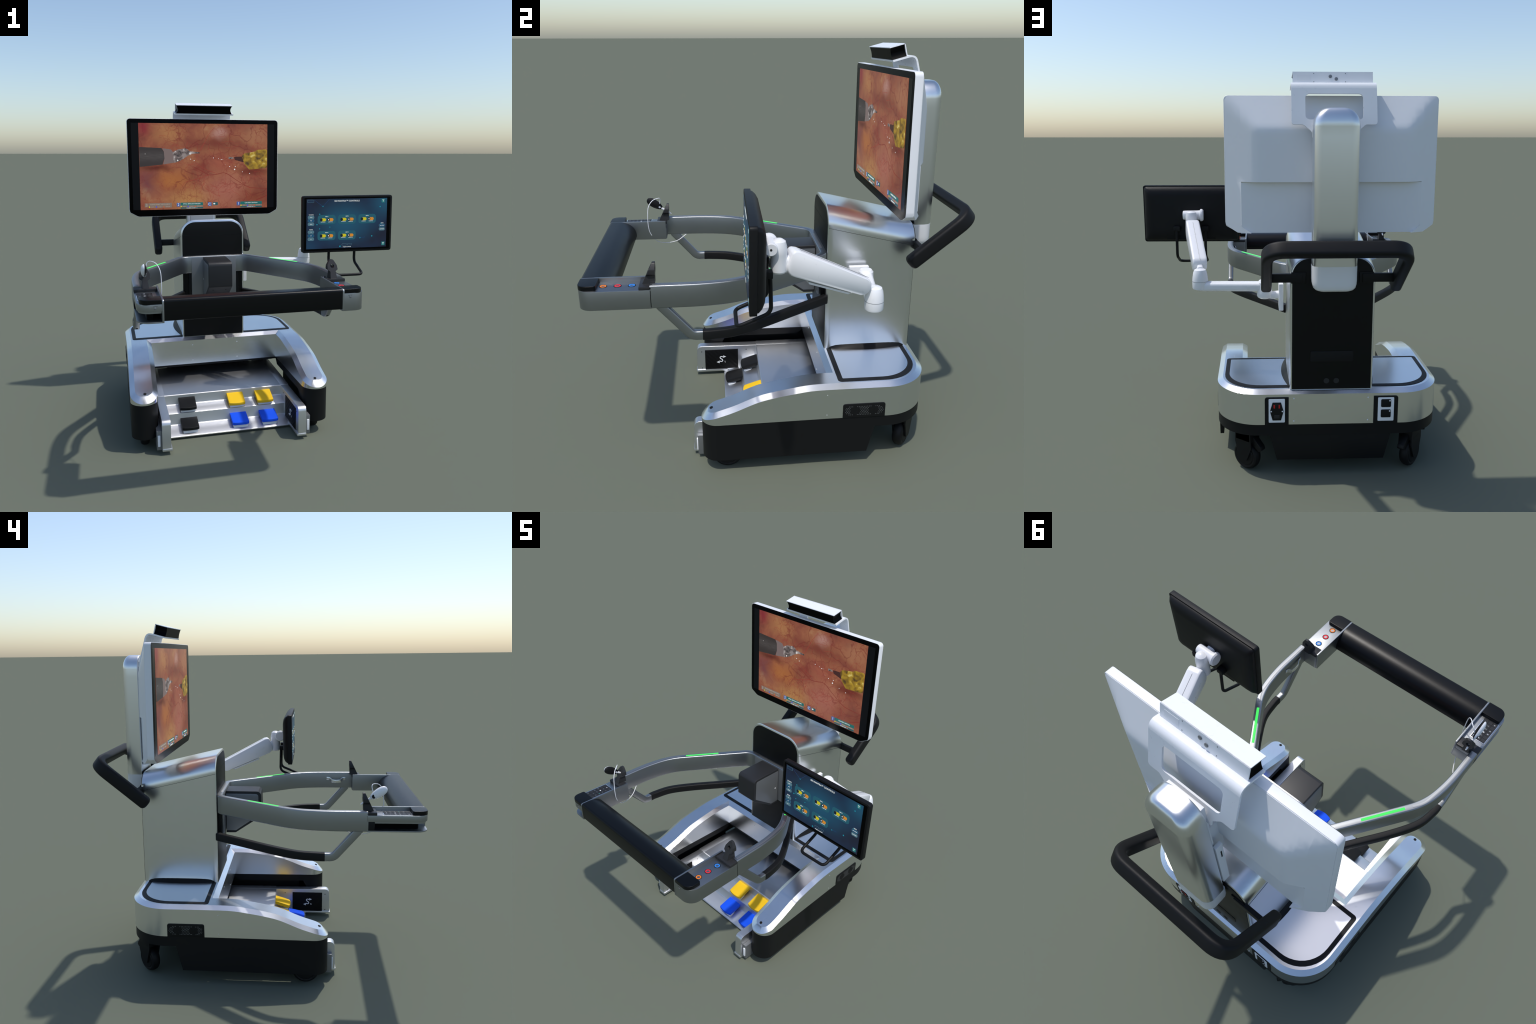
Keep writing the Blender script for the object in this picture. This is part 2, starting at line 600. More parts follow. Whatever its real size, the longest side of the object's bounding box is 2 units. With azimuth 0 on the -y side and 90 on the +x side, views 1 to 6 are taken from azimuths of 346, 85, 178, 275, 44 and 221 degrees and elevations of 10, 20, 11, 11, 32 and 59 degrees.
def arm_half(d):
    """(inner, outer) x pairs down the right arm and round its tip, inset by d"""
    out = []
    for y in YS:
        f = (0.2 - y) / 0.55
        xo = CX + BW + SPLAY * f - d
        out.append(((IN0 + (IN1 - IN0) * f) + d, xo, y))
    xc, w = ((IN1 + d) + xo) / 2, (xo - (IN1 + d)) / 2
    for i in range(1, TIPN + 1):
        a = math.pi / 2 * i / TIPN
        out.append((xc - w * math.cos(a), xc + w * math.cos(a), TIPY - w * math.sin(a)))
    return out


def base_outline(d):
    """whole U outline, counted from the right inner corner round to the left one"""
    h = arm_half(d)
    pts = [(IN0 + d, 0.2 + d)]
    pts += [(a, y) for a, b, y in h] + [(b, y) for a, b, y in reversed(h[:-1])]
    xo = CX + BW - d
    pts += [(xo, 0.30), (xo, 0.386), (xo, 0.421)]
    for i in range(15):
        a = math.pi / 2 * i / 14
        pts.append((CX + BW - RC + (RC - d) * math.cos(a), REAR - RC + (RC - d) * math.sin(a)))
    return pts


def ring(d, zf):
    r = base_outline(d)
    full = r + [(2 * CX - x, y) for x, y in reversed(r)]
    return [(x, y, zf(y)) for x, y in full]


def base_cabinet():
    ch, cd = 0.018, 0.028
    r0 = ring(0.0, lambda y: 0.281)
    r1 = ring(0.0, lambda y: ztop(y) - ch)
    r2 = ring(cd, ztop)
    n = len(r0)
    v = r0 + r1 + r2
    fs = []
    for k in range(2):
        for i in range(n):
            j = (i + 1) % n
            fs.append([k * n + i, k * n + j, (k + 1) * n + j, (k + 1) * n + i])
    # top: strips over the arms, one flat sheet at the back
    H = len(arm_half(0))
    half = n // 2
    o = 2 * n
    for side in (0, 1):
        idx = (lambda i: o + i) if side == 0 else (lambda i: o + n - 1 - i)
        for k in range(H - 1):
            a, b = 1 + k, 2 + k
            c, d = 1 + 2 * (H - 1) - k, 1 + 2 * (H - 1) - k - 1
            f = [idx(a), idx(b), idx(d), idx(c)]
            fs.append(f if b != d else [idx(a), idx(b), idx(c)])
    back = [o + 0, o + 1] + [o + i for i in range(1 + 2 * (H - 1), half)]
    back2 = [o + n - 1 - (i - o) for i in reversed(back)]
    fs.append(back + back2)
    return mesh("base_cabinet", v, fs, SILVER, ROOT, smooth=24)


BASE = base_cabinet()


def skirt():
    """black shell below the silver body, open inside the arms and cut away for the rear wheels"""
    n = len(base_outline(0.0))
    tip = 1 + len(arm_half(0)) - 1

    def bottom(i, y):
        if i == 0:
            return 0.268
        if i < tip:                                # inner wall of the arm: only a band, solid at the tip
            t = max(0.0, min(1.0, (-0.29 - y) / 0.05))
            return 0.236 + (0.078 - 0.236) * t * t * (3 - 2 * t) if y < 0.15 else 0.236
        if y < 0.386:
            return 0.078
        return 0.222 if y >= 0.42 else 0.078 + 0.144 * (y - 0.386) / 0.035

    def shell(d, f):
        r = [(x, y, f(i, y)) for i, (x, y) in enumerate(base_outline(d))]
        return r + [(2 * CX - x, y, z) for x, y, z in reversed(r)]

    a = base_outline(0.0)
    zb = [bottom(i, y) for i, (x, y) in enumerate(a)]
    low = lambda i, y: zb[i]
    rings = [shell(0.002, lambda i, y: 0.2806), shell(0.002, low), shell(0.022, low), shell(0.022, lambda i, y: 0.2795)]
    m = len(rings[0])
    v = [p for r in rings for p in r]
    fs = [[k * m + i, k * m + (i + 1) % m, ((k + 1) % 4) * m + (i + 1) % m, ((k + 1) % 4) * m + i] for k in range(4) for i in range(m)]
    o = mesh("skirt", v, fs, BLACK, ROOT, smooth=40)
    return o


SKIRT = skirt()
for s in (1, -1):
    block("wheel_housing_wall", *sorted((X(s, IN1 + 0.052), X(s, IN1 + 0.06))), -0.33, 0.215, 0.080, 0.279, BLACK, SKIRT, bevel=0)
block("floor_pan", CX - 0.40, CX + 0.40, 0.215, 0.66, 0.262, 0.279, BLACK, SKIRT, bevel=0)
prism("battery_box", [(CX - 0.31, 0.2215), (CX + 0.305, 0.2215), (CX + 0.27, 0.083), (CX - 0.275, 0.083)], 'y', 0.46, 0.692,
      BLACK, ROOT, bevel=0.002)
block("panel_seam", CX - 0.006, CX - 0.004, 0.68, 0.6925, 0.09, 0.28, RUBBER, SKIRT, bevel=0)

for s in (1, -1):
    # black-bordered top plates on both sides of the column
    o = roundpoly([(0.0, 0.240), (0.362, 0.240), (0.362, 0.656), (0.0, 0.656)], [0, 0.02, 0.19, 0], 10)
    i = roundpoly([(0.0, 0.264), (0.339, 0.264), (0.339, 0.632), (0.0, 0.632)], [0, 0.004, 0.168, 0], 10)
    prism("border_trim", [(X(s, a), b) for a, b in o], 'z', 0.458, 0.4622, BLACK, BASE)
    prism("top_plate", [(X(s, a), b) for a, b in i], 'z', 0.459, 0.4636, SILVER, BASE)
    # raised dark discs in place of tip holes, screws
    lathe("tip_disc", [(0.0, 0), (0.0085, 0), (0.0085, 0.0012), (0.0065, 0.0016), (0, 0.0016)],
          (X(s, 0.329), -0.378, ztop(-0.378) + 0.0006), (0, -0.30, 0.95), RUBBER, BASE, n=20)
    for y, z in ((0.18, 0.413), (0.18, 0.302)):
        lathe("screw", [(0, 0), (0.004, 0), (0.003, 0.0015), (0, 0.002)], (X(s, 0.3998), y, z), (s, 0, 0), GLOSSW, BASE, n=12)
    lathe("screw", [(0, 0), (0.004, 0), (0.003, 0.0015), (0, 0.002)], (X(s, 0.32), 0.20, 0.4595), (0, 0, 1), SILVER, BASE, n=12)
    # vents on the flanks
    xf = X(s, 0.4012)
    lp = roundpoly([(0.258, 0.281), (0.467, 0.281), (0.467, 0.358), (0.258, 0.358)], [0, 0, 0.012, 0.012], 5)
    vent = prism("vent_panel", lp, 'x', *sorted((X(s, 0.39), X(s, 0.4035))), BLACK, BASE, bevel=0.001)
    dots = []
    for a in range(23):
        for b in range(7):
            yy = 0.272 + a * 0.0082 + (b % 2) * 0.0041
            zz = 0.297 + b * 0.0075
            if abs(zz - 0.3195) > 0.026 - max(0, abs(yy - 0.3625) - 0.075) * 0.9:
                continue
            dots.append((yy, zz))
    obs = [lathe("d", [(0, 0), (0.0019, 0), (0.0019, 0.0006), (0, 0.0006)], (X(s, 0.4034), y, z), (s, 0, 0),
                 RUBBER if min(math.hypot(y - 0.318, z - 0.3195), math.hypot(y - 0.408, z - 0.3195)) < 0.024 else GREY, None, n=6) for y, z in dots]
    join("vent_dots", obs, vent, "stuff")  # small raised discs drawn in place of open holes
    # inside corner screws of the beam
    for x in (CX + s * 0.15,):
        for z in (0.41, 0.305):
            lathe("screw", [(0, 0), (0.0035, 0), (0.003, 0.0012), (0, 0.0016)], (x, 0.1995, z), (0, -1, 0), GLOSSW, BASE, n=12)

# rear sockets
for x0, x1, mains in ((0.036, 0.1555, True), (-0.514, -0.391, False)):
    lp = roundpoly([(x0, 0.281), (x1, 0.281), (x1, 0.4275), (x0, 0.4275)], [0, 0, 0.012 if mains else 0.002, 0.002 if mains else 0.012])
    p = prism("socket_panel", lp, 'y', 0.69, 0.7035, BLACK, BASE)  # nearly flush dark plate standing in for the recess
    c = (x0 + x1) / 2
    prism("socket_plate", roundpoly([(c - 0.0405, 0.2945), (c + 0.0405, 0.2945), (c + 0.0405, 0.42), (c - 0.0405, 0.42)], 0.004), 'y',
          0.7, 0.7055, GLOSSW, p, bevel=0.0008)
    if mains:
        hexa = [(c - 0.034, 0.355), (c - 0.021, 0.402), (c + 0.021, 0.402), (c + 0.034, 0.355), (c + 0.021, 0.307), (c - 0.021, 0.307)]
        prism("power_inlet", hexa, 'y', 0.704, 0.708, BLACK, p, bevel=0.001)
        block("rocker_switch", c - 0.016, c + 0.016, 0.707, 0.7105, 0.372, 0.391, RED, p, bevel=0.002)
        block("rocker_switch_key", c - 0.009, c + 0.009, 0.709, 0.7125, 0.37, 0.393, BLACK, p, bevel=0.002)
        block("fuse_drawer", c - 0.014, c + 0.014, 0.707, 0.7092, 0.318, 0.337, DARK, p, bevel=0.001)
        for q in (-1, 1):
            lathe("screw", [(0, 0), (0.004, 0), (0.003, 0.0015), (0, 0.002)], (c + q * 0.028, 0.708, 0.355), (0, 1, 0), GLOSSW, p, n=12)
    else:
        for z in (0.39, 0.335):
            prism("data_port", roundpoly([(c - 0.025, z - 0.021), (c + 0.025, z - 0.021), (c + 0.025, z + 0.021), (c - 0.025, z + 0.021)], 0.006),
                  'y', 0.704, 0.7085, BLACK, p, bevel=0.001)
            lathe("screw", [(0, 0), (0.004, 0), (0.003, 0.0015), (0, 0.002)], (c - 0.019, 0.7085, z + 0.013), (0, 1, 0), GLOSSW, p, n=12)
for x in (0.01, -0.362):
    for z in (0.42, 0.30):
        lathe("screw", [(0, 0), (0.0035, 0), (0.003, 0.0012), (0, 0.0016)], (x, 0.7018, z), (0, 1, 0), GLOSSW, BASE, n=12)

# ------------------------------------------------------------------ casters
WHEEL_K = 1.07
WHEEL_PROFILE = [(0.012, -0.024), (0.046, -0.024), (0.05, -0.021), (0.058, -0.023), (0.066, -0.019), (0.0715, -0.008), (0.0715, 0.008),
                 (0.066, 0.019), (0.058, 0.023), (0.05, 0.021), (0.046, 0.024), (0.012, 0.024)]
wheel_mesh = lathe("caster_wheel", [(r * WHEEL_K, h * 1.1) for r, h in WHEEL_PROFILE], (0, 0, 0), (0, 1, 0), RUBBER, None, n=40)
fork_obs = [prism("f", roundpoly([(-0.046, 0.15), (0.050, 0.15), (0.050, 0.075), (0.020, -0.022), (-0.020, -0.022), (-0.052, 0.055)], 0.014), 'y', a, b, BLACK, None)
            for a, b in ((-0.038, -0.029), (0.029, 0.038))]
fork_obs.append(block("f", -0.050, 0.052, -0.038, 0.038, 0.084, 0.152, BLACK, None, bevel=0.008))
fork_obs.append(prism("f", roundpoly([(0.0, 0.10), (-0.088, 0.04), (-0.104, 0.052), (-0.098, 0.07), (-0.02, 0.145)], 0.008), 'y', -0.018, 0.018, BLACK, None, bevel=0.003))
fork_mesh = join("caster_fork", fork_obs, None)
for s in (1, -1):
    rear_angle = math.radians(-37 if s > 0 else 228)
    for y, ang in ((0.61, rear_angle), (-0.302, math.radians(90))):
        x = X(s, (0.246 if s > 0 else 0.256) if y > 0 else 0.333)
        M = Matrix.Translation((x, y, 0.0717 * WHEEL_K)) @ Matrix.Rotation(ang, 4, 'Z')
        f = again(fork_mesh, "caster", ROOT, M)
        again(wheel_mesh, "wheel", f, Matrix.Identity(4))
for o in (wheel_mesh, fork_mesh):
    bpy.data.objects.remove(o)

# ------------------------------------------------------------------ pedal board
PROFILE = [(0.40, 0.194), (-0.094, 0.194), (-0.099, 0.191), (-0.103, 0.136), (-0.108, 0.131), (-0.182, 0.115), (-0.188, 0.110), (-0.196, 0.046), (-0.201, 0.041),
           (-0.296, 0.021), (-0.303, 0.016), (-0.302, 0.010), (-0.20, 0.022), (-0.10, 0.10), (0.40, 0.178)]
PEDAL_BOARD = prism("pedal_board", PROFILE, 'x', CX - 0.373, CX + 0.373, BOARD, ROOT, smooth=30)
for s in (1, -1):
    block("deck_edge", *sorted((X(s, 0.196), X(s, 0.250))), -0.095, 0.40, 0.176, 0.1945, BOARD, PEDAL_BOARD, bevel=0.001)
    w = prism("side_cheek", roundpoly([(-0.094, 0.026), (-0.094, 0.193), (-0.468, 0.197), (-0.472, 0.026)], [0.002, 0.004, 0.028, 0.006], 6), 'x',
              *sorted((X(s, 0.1975), X(s, 0.2465))), BOARD, PEDAL_BOARD, bevel=0.004, seg=3)
    block("floor_lip", *sorted((X(s, 0.190), X(s, 0.2475))), -0.475, -0.28, 0.020, 0.036, BOARD, w, bevel=0.005)
    pad = block("kick_plate", *sorted((X(s, 0.194), X(s, 0.200))), -0.420, -0.212, 0.037, 0.171, RIBBED, w, bevel=0.001)
    rail_back = block("slide_housing", *sorted((X(s, 0.247), X(s, 0.276))), -0.452, -0.12, 0.022, 0.135, GREY, w, bevel=0.003)
    block("slide_carriage", *sorted((X(s, 0.256), X(s, 0.270))), -0.458, -0.40, 0.045, 0.11, GLOSSW, w, bevel=0.002)
    # double-arrow mark
    cy, cz = -0.318, 0.103
    if s > 0:
        F = Matrix(((0, 0, -1, 0), (-1, 0, 0, 0), (0, 1, 0, 0), (0, 0, 0, 1)))
    else:
        F = Matrix(((0, 0, 1, 0), (1, 0, 0, 0), (0, 1, 0, 0), (0, 0, 0, 1)))
    M = Matrix.Translation((X(s, 0.1937), cy, cz)) @ F
    cs = [text("m", "S", 0.058, MARK, None, M)]
    cs[0].data.transform(Matrix.Identity(4))
    for q in (1, -1):
        tri = [(q * 0.012, q * 0.010), (q * 0.030, q * 0.0185), (q * 0.012, q * 0.027)]
        cs.append(shape("m", [tri], 0.0008, MARK, None, M))
    cs.append(text("m", "R" if s > 0 else "L", 0.016, MARK, None, M @ Matrix.Translation((0.024, -0.017, 0))))
    join("arrow_mark", cs, pad)
    for y, z in ((-0.44, 0.16), (-0.44, 0.045), (-0.16, 0.165)):
        lathe("screw", [(0, 0), (0.0035, 0), (0.003, 0.001), (0, 0.0012)], (X(s, 0.1972), y, z), (-s, 0, 0), DARK, w, n=12)


def pedal_mesh(mat):
    """tread with a curved front edge, local origin at the middle of its rear edge"""
    rows = []
    n = 10
    for k in range(n + 1):
        f = k / n
        y = -0.104 * f
        z = -0.029 * f - 0.004 * f * f
        rows.append((y, z))
    xs = [-0.0505 + 0.101 * i / 8 for i in range(9)]
    rings = []
    for i, x in enumerate(xs):
        bow = 0.010 * (1 - (x / 0.0505) ** 2)
        top = [(x, y - bow * (k / n) ** 2, z) for k, (y, z) in enumerate(rows)]
        fy, fz = top[-1][1], top[-1][2]
        under = [(x, fy + 0.002, fz - 0.016), (x, fy + 0.010, fz - 0.018), (x, -0.004, -0.022), (x, 0.0, -0.018)]
        rings.append(top + under)
    o = loft("pedal", rings, mat, None, smooth=50, bevel=0.0012, limit=60)
    return o


PEDALS = {c: pedal_mesh(m) for c, m in (("yellow", YELLOW), ("blue", BLUE), ("black", BLACK))}
foot = block("pedal_foot", -0.044, 0.044, -0.096, -0.01, -0.068, -0.050, GLOSSW, None, bevel=0.004)
for c, xm, row in (("yellow", 0.072, 0), ("yellow", -0.108, 0), ("black", -0.411, 0), ("blue", 0.078, 1), ("blue", -0.106, 1), ("black", -0.411, 1)):
    M = Matrix.Translation((xm, -0.088 if row == 0 else -0.180, 0.179 if row == 0 else 0.084))
    if row:
        M = M @ Matrix.Rotation(math.radians(-5), 4, 'X')
    p = again(PEDALS[c], "foot_pedal", PEDAL_BOARD, M)
    b = again(foot, "pedal_foot", PEDAL_BOARD, M @ Matrix.Translation((0, 0, -0.004)))
for o in list(PEDALS.values()) + [foot]:
    bpy.data.objects.remove(o)

# ------------------------------------------------------------------ column
CF, CR = 0.232, 0.676


def col_half(y):
    t = (y - (CF + CR) / 2) / ((CR - CF) / 2)
    return 0.2070 + 0.004 * (1 - t * t)


def col_top(y):
    return 1.238 - 0.236 * (y - CF)


def col_ring(y, grow=0.0):
    h, zt, r = col_half(y) + grow, col_top(y) + grow, 0.093
    t = (y - (CF + CR) / 2) / ((CR - CF) / 2)
    pts = []
    for i in range(15):
        z = 0.459 + 0.13 * (i / 14) ** 1.4
        fl = 0.010 * (1 - t * t) * max(0.0, 1 - i / 7) ** 2
        pts.append((h + fl, z))
    for z in (0.75, 0.95, zt - r - 0.004):
        pts.append((h, z))
    for j in range(10):
        a = math.pi / 2 * j / 9
        pts.append((h - r + r * math.cos(a), zt - r + r * math.sin(a)))
    half = [(CX - 0.003 + a, y, z) for a, z in pts]
    return half + [(2 * (CX - 0.003) - a, b, c) for a, b, c in reversed(half)]


NY = 18
rings = [col_ring(CF + (CR - CF) * k / NY) for k in range(NY + 1)]
first = [(x * 0.985 + (CX - 0.003) * 0.015, CF - 0.004, z - (0.006 if z > 1.1 else 0)) for x, _, z in rings[0]]
last = [(x * 0.985 + (CX - 0.003) * 0.015, CR + 0.004, z - (0.006 if z > 1.05 else 0)) for x, _, z in rings[-1]]
COLUMN = loft("column", [first] + rings + [last], SATIN, ROOT, smooth=40)


def arch(h, z0, zt, r, n=9):
    pts = [(CX - 0.003 + h, z0)]
    for j in range(n + 1):
        a = math.pi / 2 * j / n
        pts.append((CX - 0.003 + h - r + r * math.cos(a), zt - r + r * math.sin(a)))
    pts += [(2 * (CX - 0.003) - x, z) for x, z in reversed(pts)]
    return pts




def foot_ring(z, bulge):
    """lens-shaped outline of the dark shade band added at the column foot"""
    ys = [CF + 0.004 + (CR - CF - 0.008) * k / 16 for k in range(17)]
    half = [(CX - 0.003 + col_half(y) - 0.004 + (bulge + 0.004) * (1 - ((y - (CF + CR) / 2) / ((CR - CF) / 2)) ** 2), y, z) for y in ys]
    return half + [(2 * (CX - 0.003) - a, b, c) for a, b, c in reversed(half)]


loft("foot_shade", [foot_ring(0.4625, 0.033), foot_ring(0.4665, 0.026), foot_ring(0.473, 0.016), foot_ring(0.481, 0.007), foot_ring(0.490, -0.004)], PANEL, COLUMN, smooth=60)  # added dark lens, imitates the shading at the column foot
prism("front_panel", arch(0.1985, 0.461, 1.225, 0.085), 'y', CF - 0.0055, CF + 0.01, PANEL, COLUMN, bevel=0.002)
block("panel_seam", CX - 0.2, CX + 0.194, CF - 0.0060, CF - 0.005, 1.1375, 1.139, RUBBER, COLUMN, bevel=0)
prism("rear_panel", arch(0.1975, 0.461, 1.126, 0.085), 'y', CR - 0.01, CR + 0.008, PANEL, COLUMN, bevel=0.002)
for s in (1, -1):
    seam = [(CX - 0.003 + s * (col_half(CF + (CR - CF) * k / 10) + 0.0004), CF + (CR - CF) * k / 10, col_top(CF + (CR - CF) * k / 10) - 0.105) for k in range(11)]
    tube("cover_seam", seam, 0.0009, DARK, COLUMN, n=6)
prism("service_handle_plate", roundpoly([(CX - 0.11, 0.605), (CX + 0.105, 0.605), (CX + 0.105, 0.66), (CX - 0.11, 0.66)], 0.008), 'y', CR + 0.004, CR + 0.0105, BLACK, COLUMN, bevel=0.002)  # raised black plate, no recess is cut
for x in (CX - 0.027, CX + 0.022):
    lathe("round_cover", [(0, 0), (0.014, 0), (0.014, 0.002), (0, 0.0025)], (x, CR + 0.008, 0.505), (0, 1, 0), DARK, COLUMN, n=24)
block("slide_carriage", CX - 0.165, CX + 0.165, 0.207, CF, 0.745, 0.92, BLACK, COLUMN, bevel=0.003)

# ------------------------------------------------------------------ push handle
hy = [(-0.3195, 0.634, 0.986), (-0.3195, 0.911, 1.212), (0.3195, 0.911, 1.212), (0.3195, 0.634, 0.986)]
path = fillet([(CX + a, b, c) for a, b, c in hy], 0.085, 9)
HANDLE = sweep("push_handle", path, section(0.052, 0.074, 0.016, 5), RUBBER, ROOT, up=(0, -0.63, 0.777), smooth=50, cap=0.024)
for s in (1, -1):
    b = block("handle_bracket", *sorted((X(s, CX + 0.145), X(s, CX + 0.325))), 0.672, 0.694, 1.011, 1.054, BLACK, HANDLE, bevel=0.003)
    block("bracket_foot", *sorted((X(s, CX + 0.13), X(s, CX + 0.2))), 0.680, 0.69, 1.005, 1.06, BLACK, HANDLE, bevel=0.002)

# ------------------------------------------------------------------ post
def post_ring(z, w, y0, y1, r):
    lp = roundpoly([(CX - w, y0), (CX + w, y0), (CX + w, y1), (CX - w, y1)], [0.008, 0.008, r, r], 7)
    return [(a, b, z) for a, b in lp]


def yoff(z):
    return 0.004 * (1.5 - z)


rings = []
for z in (1.108, 1.3, 1.5, 1.70, 1.745):
    rings.append(post_ring(z, 0.106, 0.696, 0.797 + yoff(z), 0.042))
for j in range(1, 11):
    a = math.pi / 2 * j / 10
    k = 0.082
    w = 0.106 - 0.072 * (1 - math.cos(a)) * 0.95
    rings.append(post_ring(1.745 + k * math.sin(a), w, 0.696, 0.797 - 0.036 * (1 - math.cos(a)), 0.042 - 0.022 * (1 - math.cos(a))))
POST = loft("monitor_post", rings, SATIN, ROOT, smooth=50)
rings = [post_ring(1.1085, 0.106, 0.690, 0.799, 0.042), post_ring(1.04, 0.1055, 0.690, 0.799, 0.042), post_ring(1.020, 0.1045, 0.695, 0.799, 0.042),
         post_ring(1.002, 0.100, 0.702, 0.797, 0.042), post_ring(0.992, 0.090, 0.712, 0.790, 0.036), post_ring(0.986, 0.074, 0.722, 0.778, 0.025)]
loft("post_cap", rings, WHITE, POST, smooth=50)
block("mounting_plate", CX - 0.082, CX + 0.082, 0.676, 0.698, 1.165, 1.79, WHITE, POST, bevel=0.003)
block("mounting_bracket", CX - 0.06, CX + 0.06, 0.612, 0.680, 1.36, 1.58, WHITE, POST, bevel=0.003)
for s in (-1,):
    block("slide_rail", *sorted((X(s, CX + 0.088), X(s, CX + 0.104))), 0.655, 0.69, 1.17, 1.50, WHITE, POST, bevel=0.002)
    block("rail_strip", *sorted((X(s, CX + 0.1035), X(s, CX + 0.1055))), 0.666, 0.672, 1.40, 1.45, BLACK, POST, bevel=0.001)  # black strip on the surface in place of a cut slot

# ------------------------------------------------------------------ main monitor
MW, MZ0, MZ1 = 0.518, 1.238, 1.892


def monitor_loop(i=0.0):
    w, z0, z1 = MW - i, MZ0 + i, MZ1 - i
    c = [(CX - w + 0.058, z0), (CX + w - 0.058, z0), (CX + w - 0.004, z0 + 0.030), (CX + w, z0 + 0.05), (CX + w, z1), (CX - w, z1), (CX - w, z0 + 0.05),
         (CX - w + 0.004, z0 + 0.030)]
    return roundpoly(c, [0.05, 0.05, 0.012, 0.05, 0.020, 0.020, 0.05, 0.012], 5)


MONITOR = prism("main_monitor", monitor_loop(), 'y', 0.5084, 0.545, WHITE, ROOT, bevel=0.0025, seg=3)
prism("monitor_bezel", monitor_loop(0.0018), 'y', 0.5072, 0.511, GLASS, MONITOR, bevel=0.0006)


def monitor_back():
    xs = [-1, -0.95, -0.9, -0.855, -0.8525, -0.8, -0.76, -0.72, -0.68, -0.6, -0.4, -0.2, 0]
    xs = xs + [-x for x in reversed(xs[:-1])]
    zs = [1.2395, 1.25, 1.262, 1.275, 1.29, 1.35, 1.42, 1.484, 1.487, 1.52, 1.58, 1.64, 1.68, 1.71, 1.73, 1.75, 1.77, 1.80, 1.84, 1.87, 1.889]

    def limit(z):
        t = z - MZ0
        if t < 0.03:
            return MW - 0.058 + 0.054 * (t / 0.03) - 0.006
        q = max(0.0, z - (MZ1 - 0.022)) / 0.022
        return MW - 0.004 - 0.022 * (1 - math.sqrt(max(0.0, 1 - q * q)))

    def sm(a, b, k=0.12):
        h = max(0, min(1, 0.5 + 0.5 * (b - a) / k))
        return b * (1 - h) + a * h - k * h * (1 - h)

    rows = []
    for z in zs:
        row = []
        for u in xs:
            dx = u * limit(z)
            a = (MZ1 - z) / 0.157
            b = (MW - abs(dx)) / 0.150
            f = sm(sm(a, b, 0.16), 1.0, 0.09)
            y = 0.545 + 0.078 * max(0.0, f)
            if z < 1.4855 and abs(u) < 0.854:
                y = 0.588
            row.append((CX + dx, y, z))
        rows.append(row)
    nx, nz = len(xs), len(zs)
    v = [p for r in rows for p in r]
    fs = [[k * nx + i, k * nx + i + 1, (k + 1) * nx + i + 1, (k + 1) * nx + i] for k in range(nz - 1) for i in range(nx - 1)]
    edge = [i for i in range(nx)] + [k * nx + nx - 1 for k in range(1, nz)] + [(nz - 1) * nx + i for i in range(nx - 2, -1, -1)] + [k * nx for k in range(nz - 2, 0, -1)]
    base = len(v)
    v += [(v[e][0], 0.540, v[e][2]) for e in edge]
    m = len(edge)
    fs += [[edge[i], edge[(i + 1) % m], base + (i + 1) % m, base + i] for i in range(m)]
    fs.append([base + i for i in range(m)])
    return mesh("monitor_back", v, fs, WHITE, MONITOR, smooth=28)


monitor_back()


def quad(name, x0, x1, z0, z1, y, mat, parent, r=0.0, depth=0.0006):
    lp = [(x0, z0), (x1, z0), (x1, z1), (x0, z1)]
    if r:
        lp = roundpoly(lp, r, 5)
    return prism(name, lp, 'y', y, y + depth, mat, parent, smooth=0)


quad("screen_margin", CX - 0.492, CX + 0.492, 1.285, 1.863, 0.5064, MARGIN, MONITOR)
SCREEN = quad("screen_picture", CX - 0.443, CX + 0.4425, 1.2845, 1.8625, 0.5058, TISSUE, MONITOR)


def patch(name, pts, y, mat, r=0.004):
    return prism(name, roundpoly(pts, r, 3), 'y', y, y + 0.0005, mat, MONITOR, smooth=0)


patch("instrument_shaft", [(-0.617, 1.706), (-0.468, 1.699), (-0.453, 1.675), (-0.450, 1.629), (-0.464, 1.589), (-0.617, 1.574)], 0.5051, SHAFT_PIC)
patch("instrument_cuff", [(-0.466, 1.6985), (-0.405, 1.690), (-0.387, 1.666), (-0.384, 1.602), (-0.460, 1.590), (-0.450, 1.629), (-0.453, 1.676)], 0.5049,
      glow("cuff_picture", lin(112, 98, 97)))
patch("instrument_wrist", [(-0.396, 1.671), (-0.364, 1.688), (-0.308, 1.698), (-0.285, 1.686), (-0.286, 1.652), (-0.319, 1.629), (-0.352, 1.611), (-0.384, 1.600)],
      0.5047, CHROME_PIC)
patch("instrument_jaw", [(-0.292, 1.680), (-0.267, 1.677), (-0.209, 1.671), (-0.211, 1.663), (-0.263, 1.661), (-0.291, 1.647)], 0.5045, CHROME_PIC, 0.003)
patch("probe_tip", [(-0.010, 1.640), (0.021, 1.638), (0.031, 1.628), (-0.008, 1.624)], 0.5049, CHROME_PIC, 0.003)
patch("probe_shaft", [(0.028, 1.640), (0.084, 1.642), (0.103, 1.600), (0.035, 1.619)], 0.5047, glow("probe_picture", lin(62, 36, 34)), 0.005)
patch("instrument_cover", [(0.084, 1.647), (0.103, 1.663), (0.181, 1.677), (0.191, 1.687), (0.266, 1.692), (0.266, 1.564), (0.137, 1.552), (0.103, 1.591)], 0.5045, AMBER_PIC, 0.012)

# vessels drawn over the picture as fine ribbons
VESSEL = glow("vessel_picture", lin(118, 46, 38))
VESSEL2 = glow("fine_vessel_picture", lin(142, 56, 46))


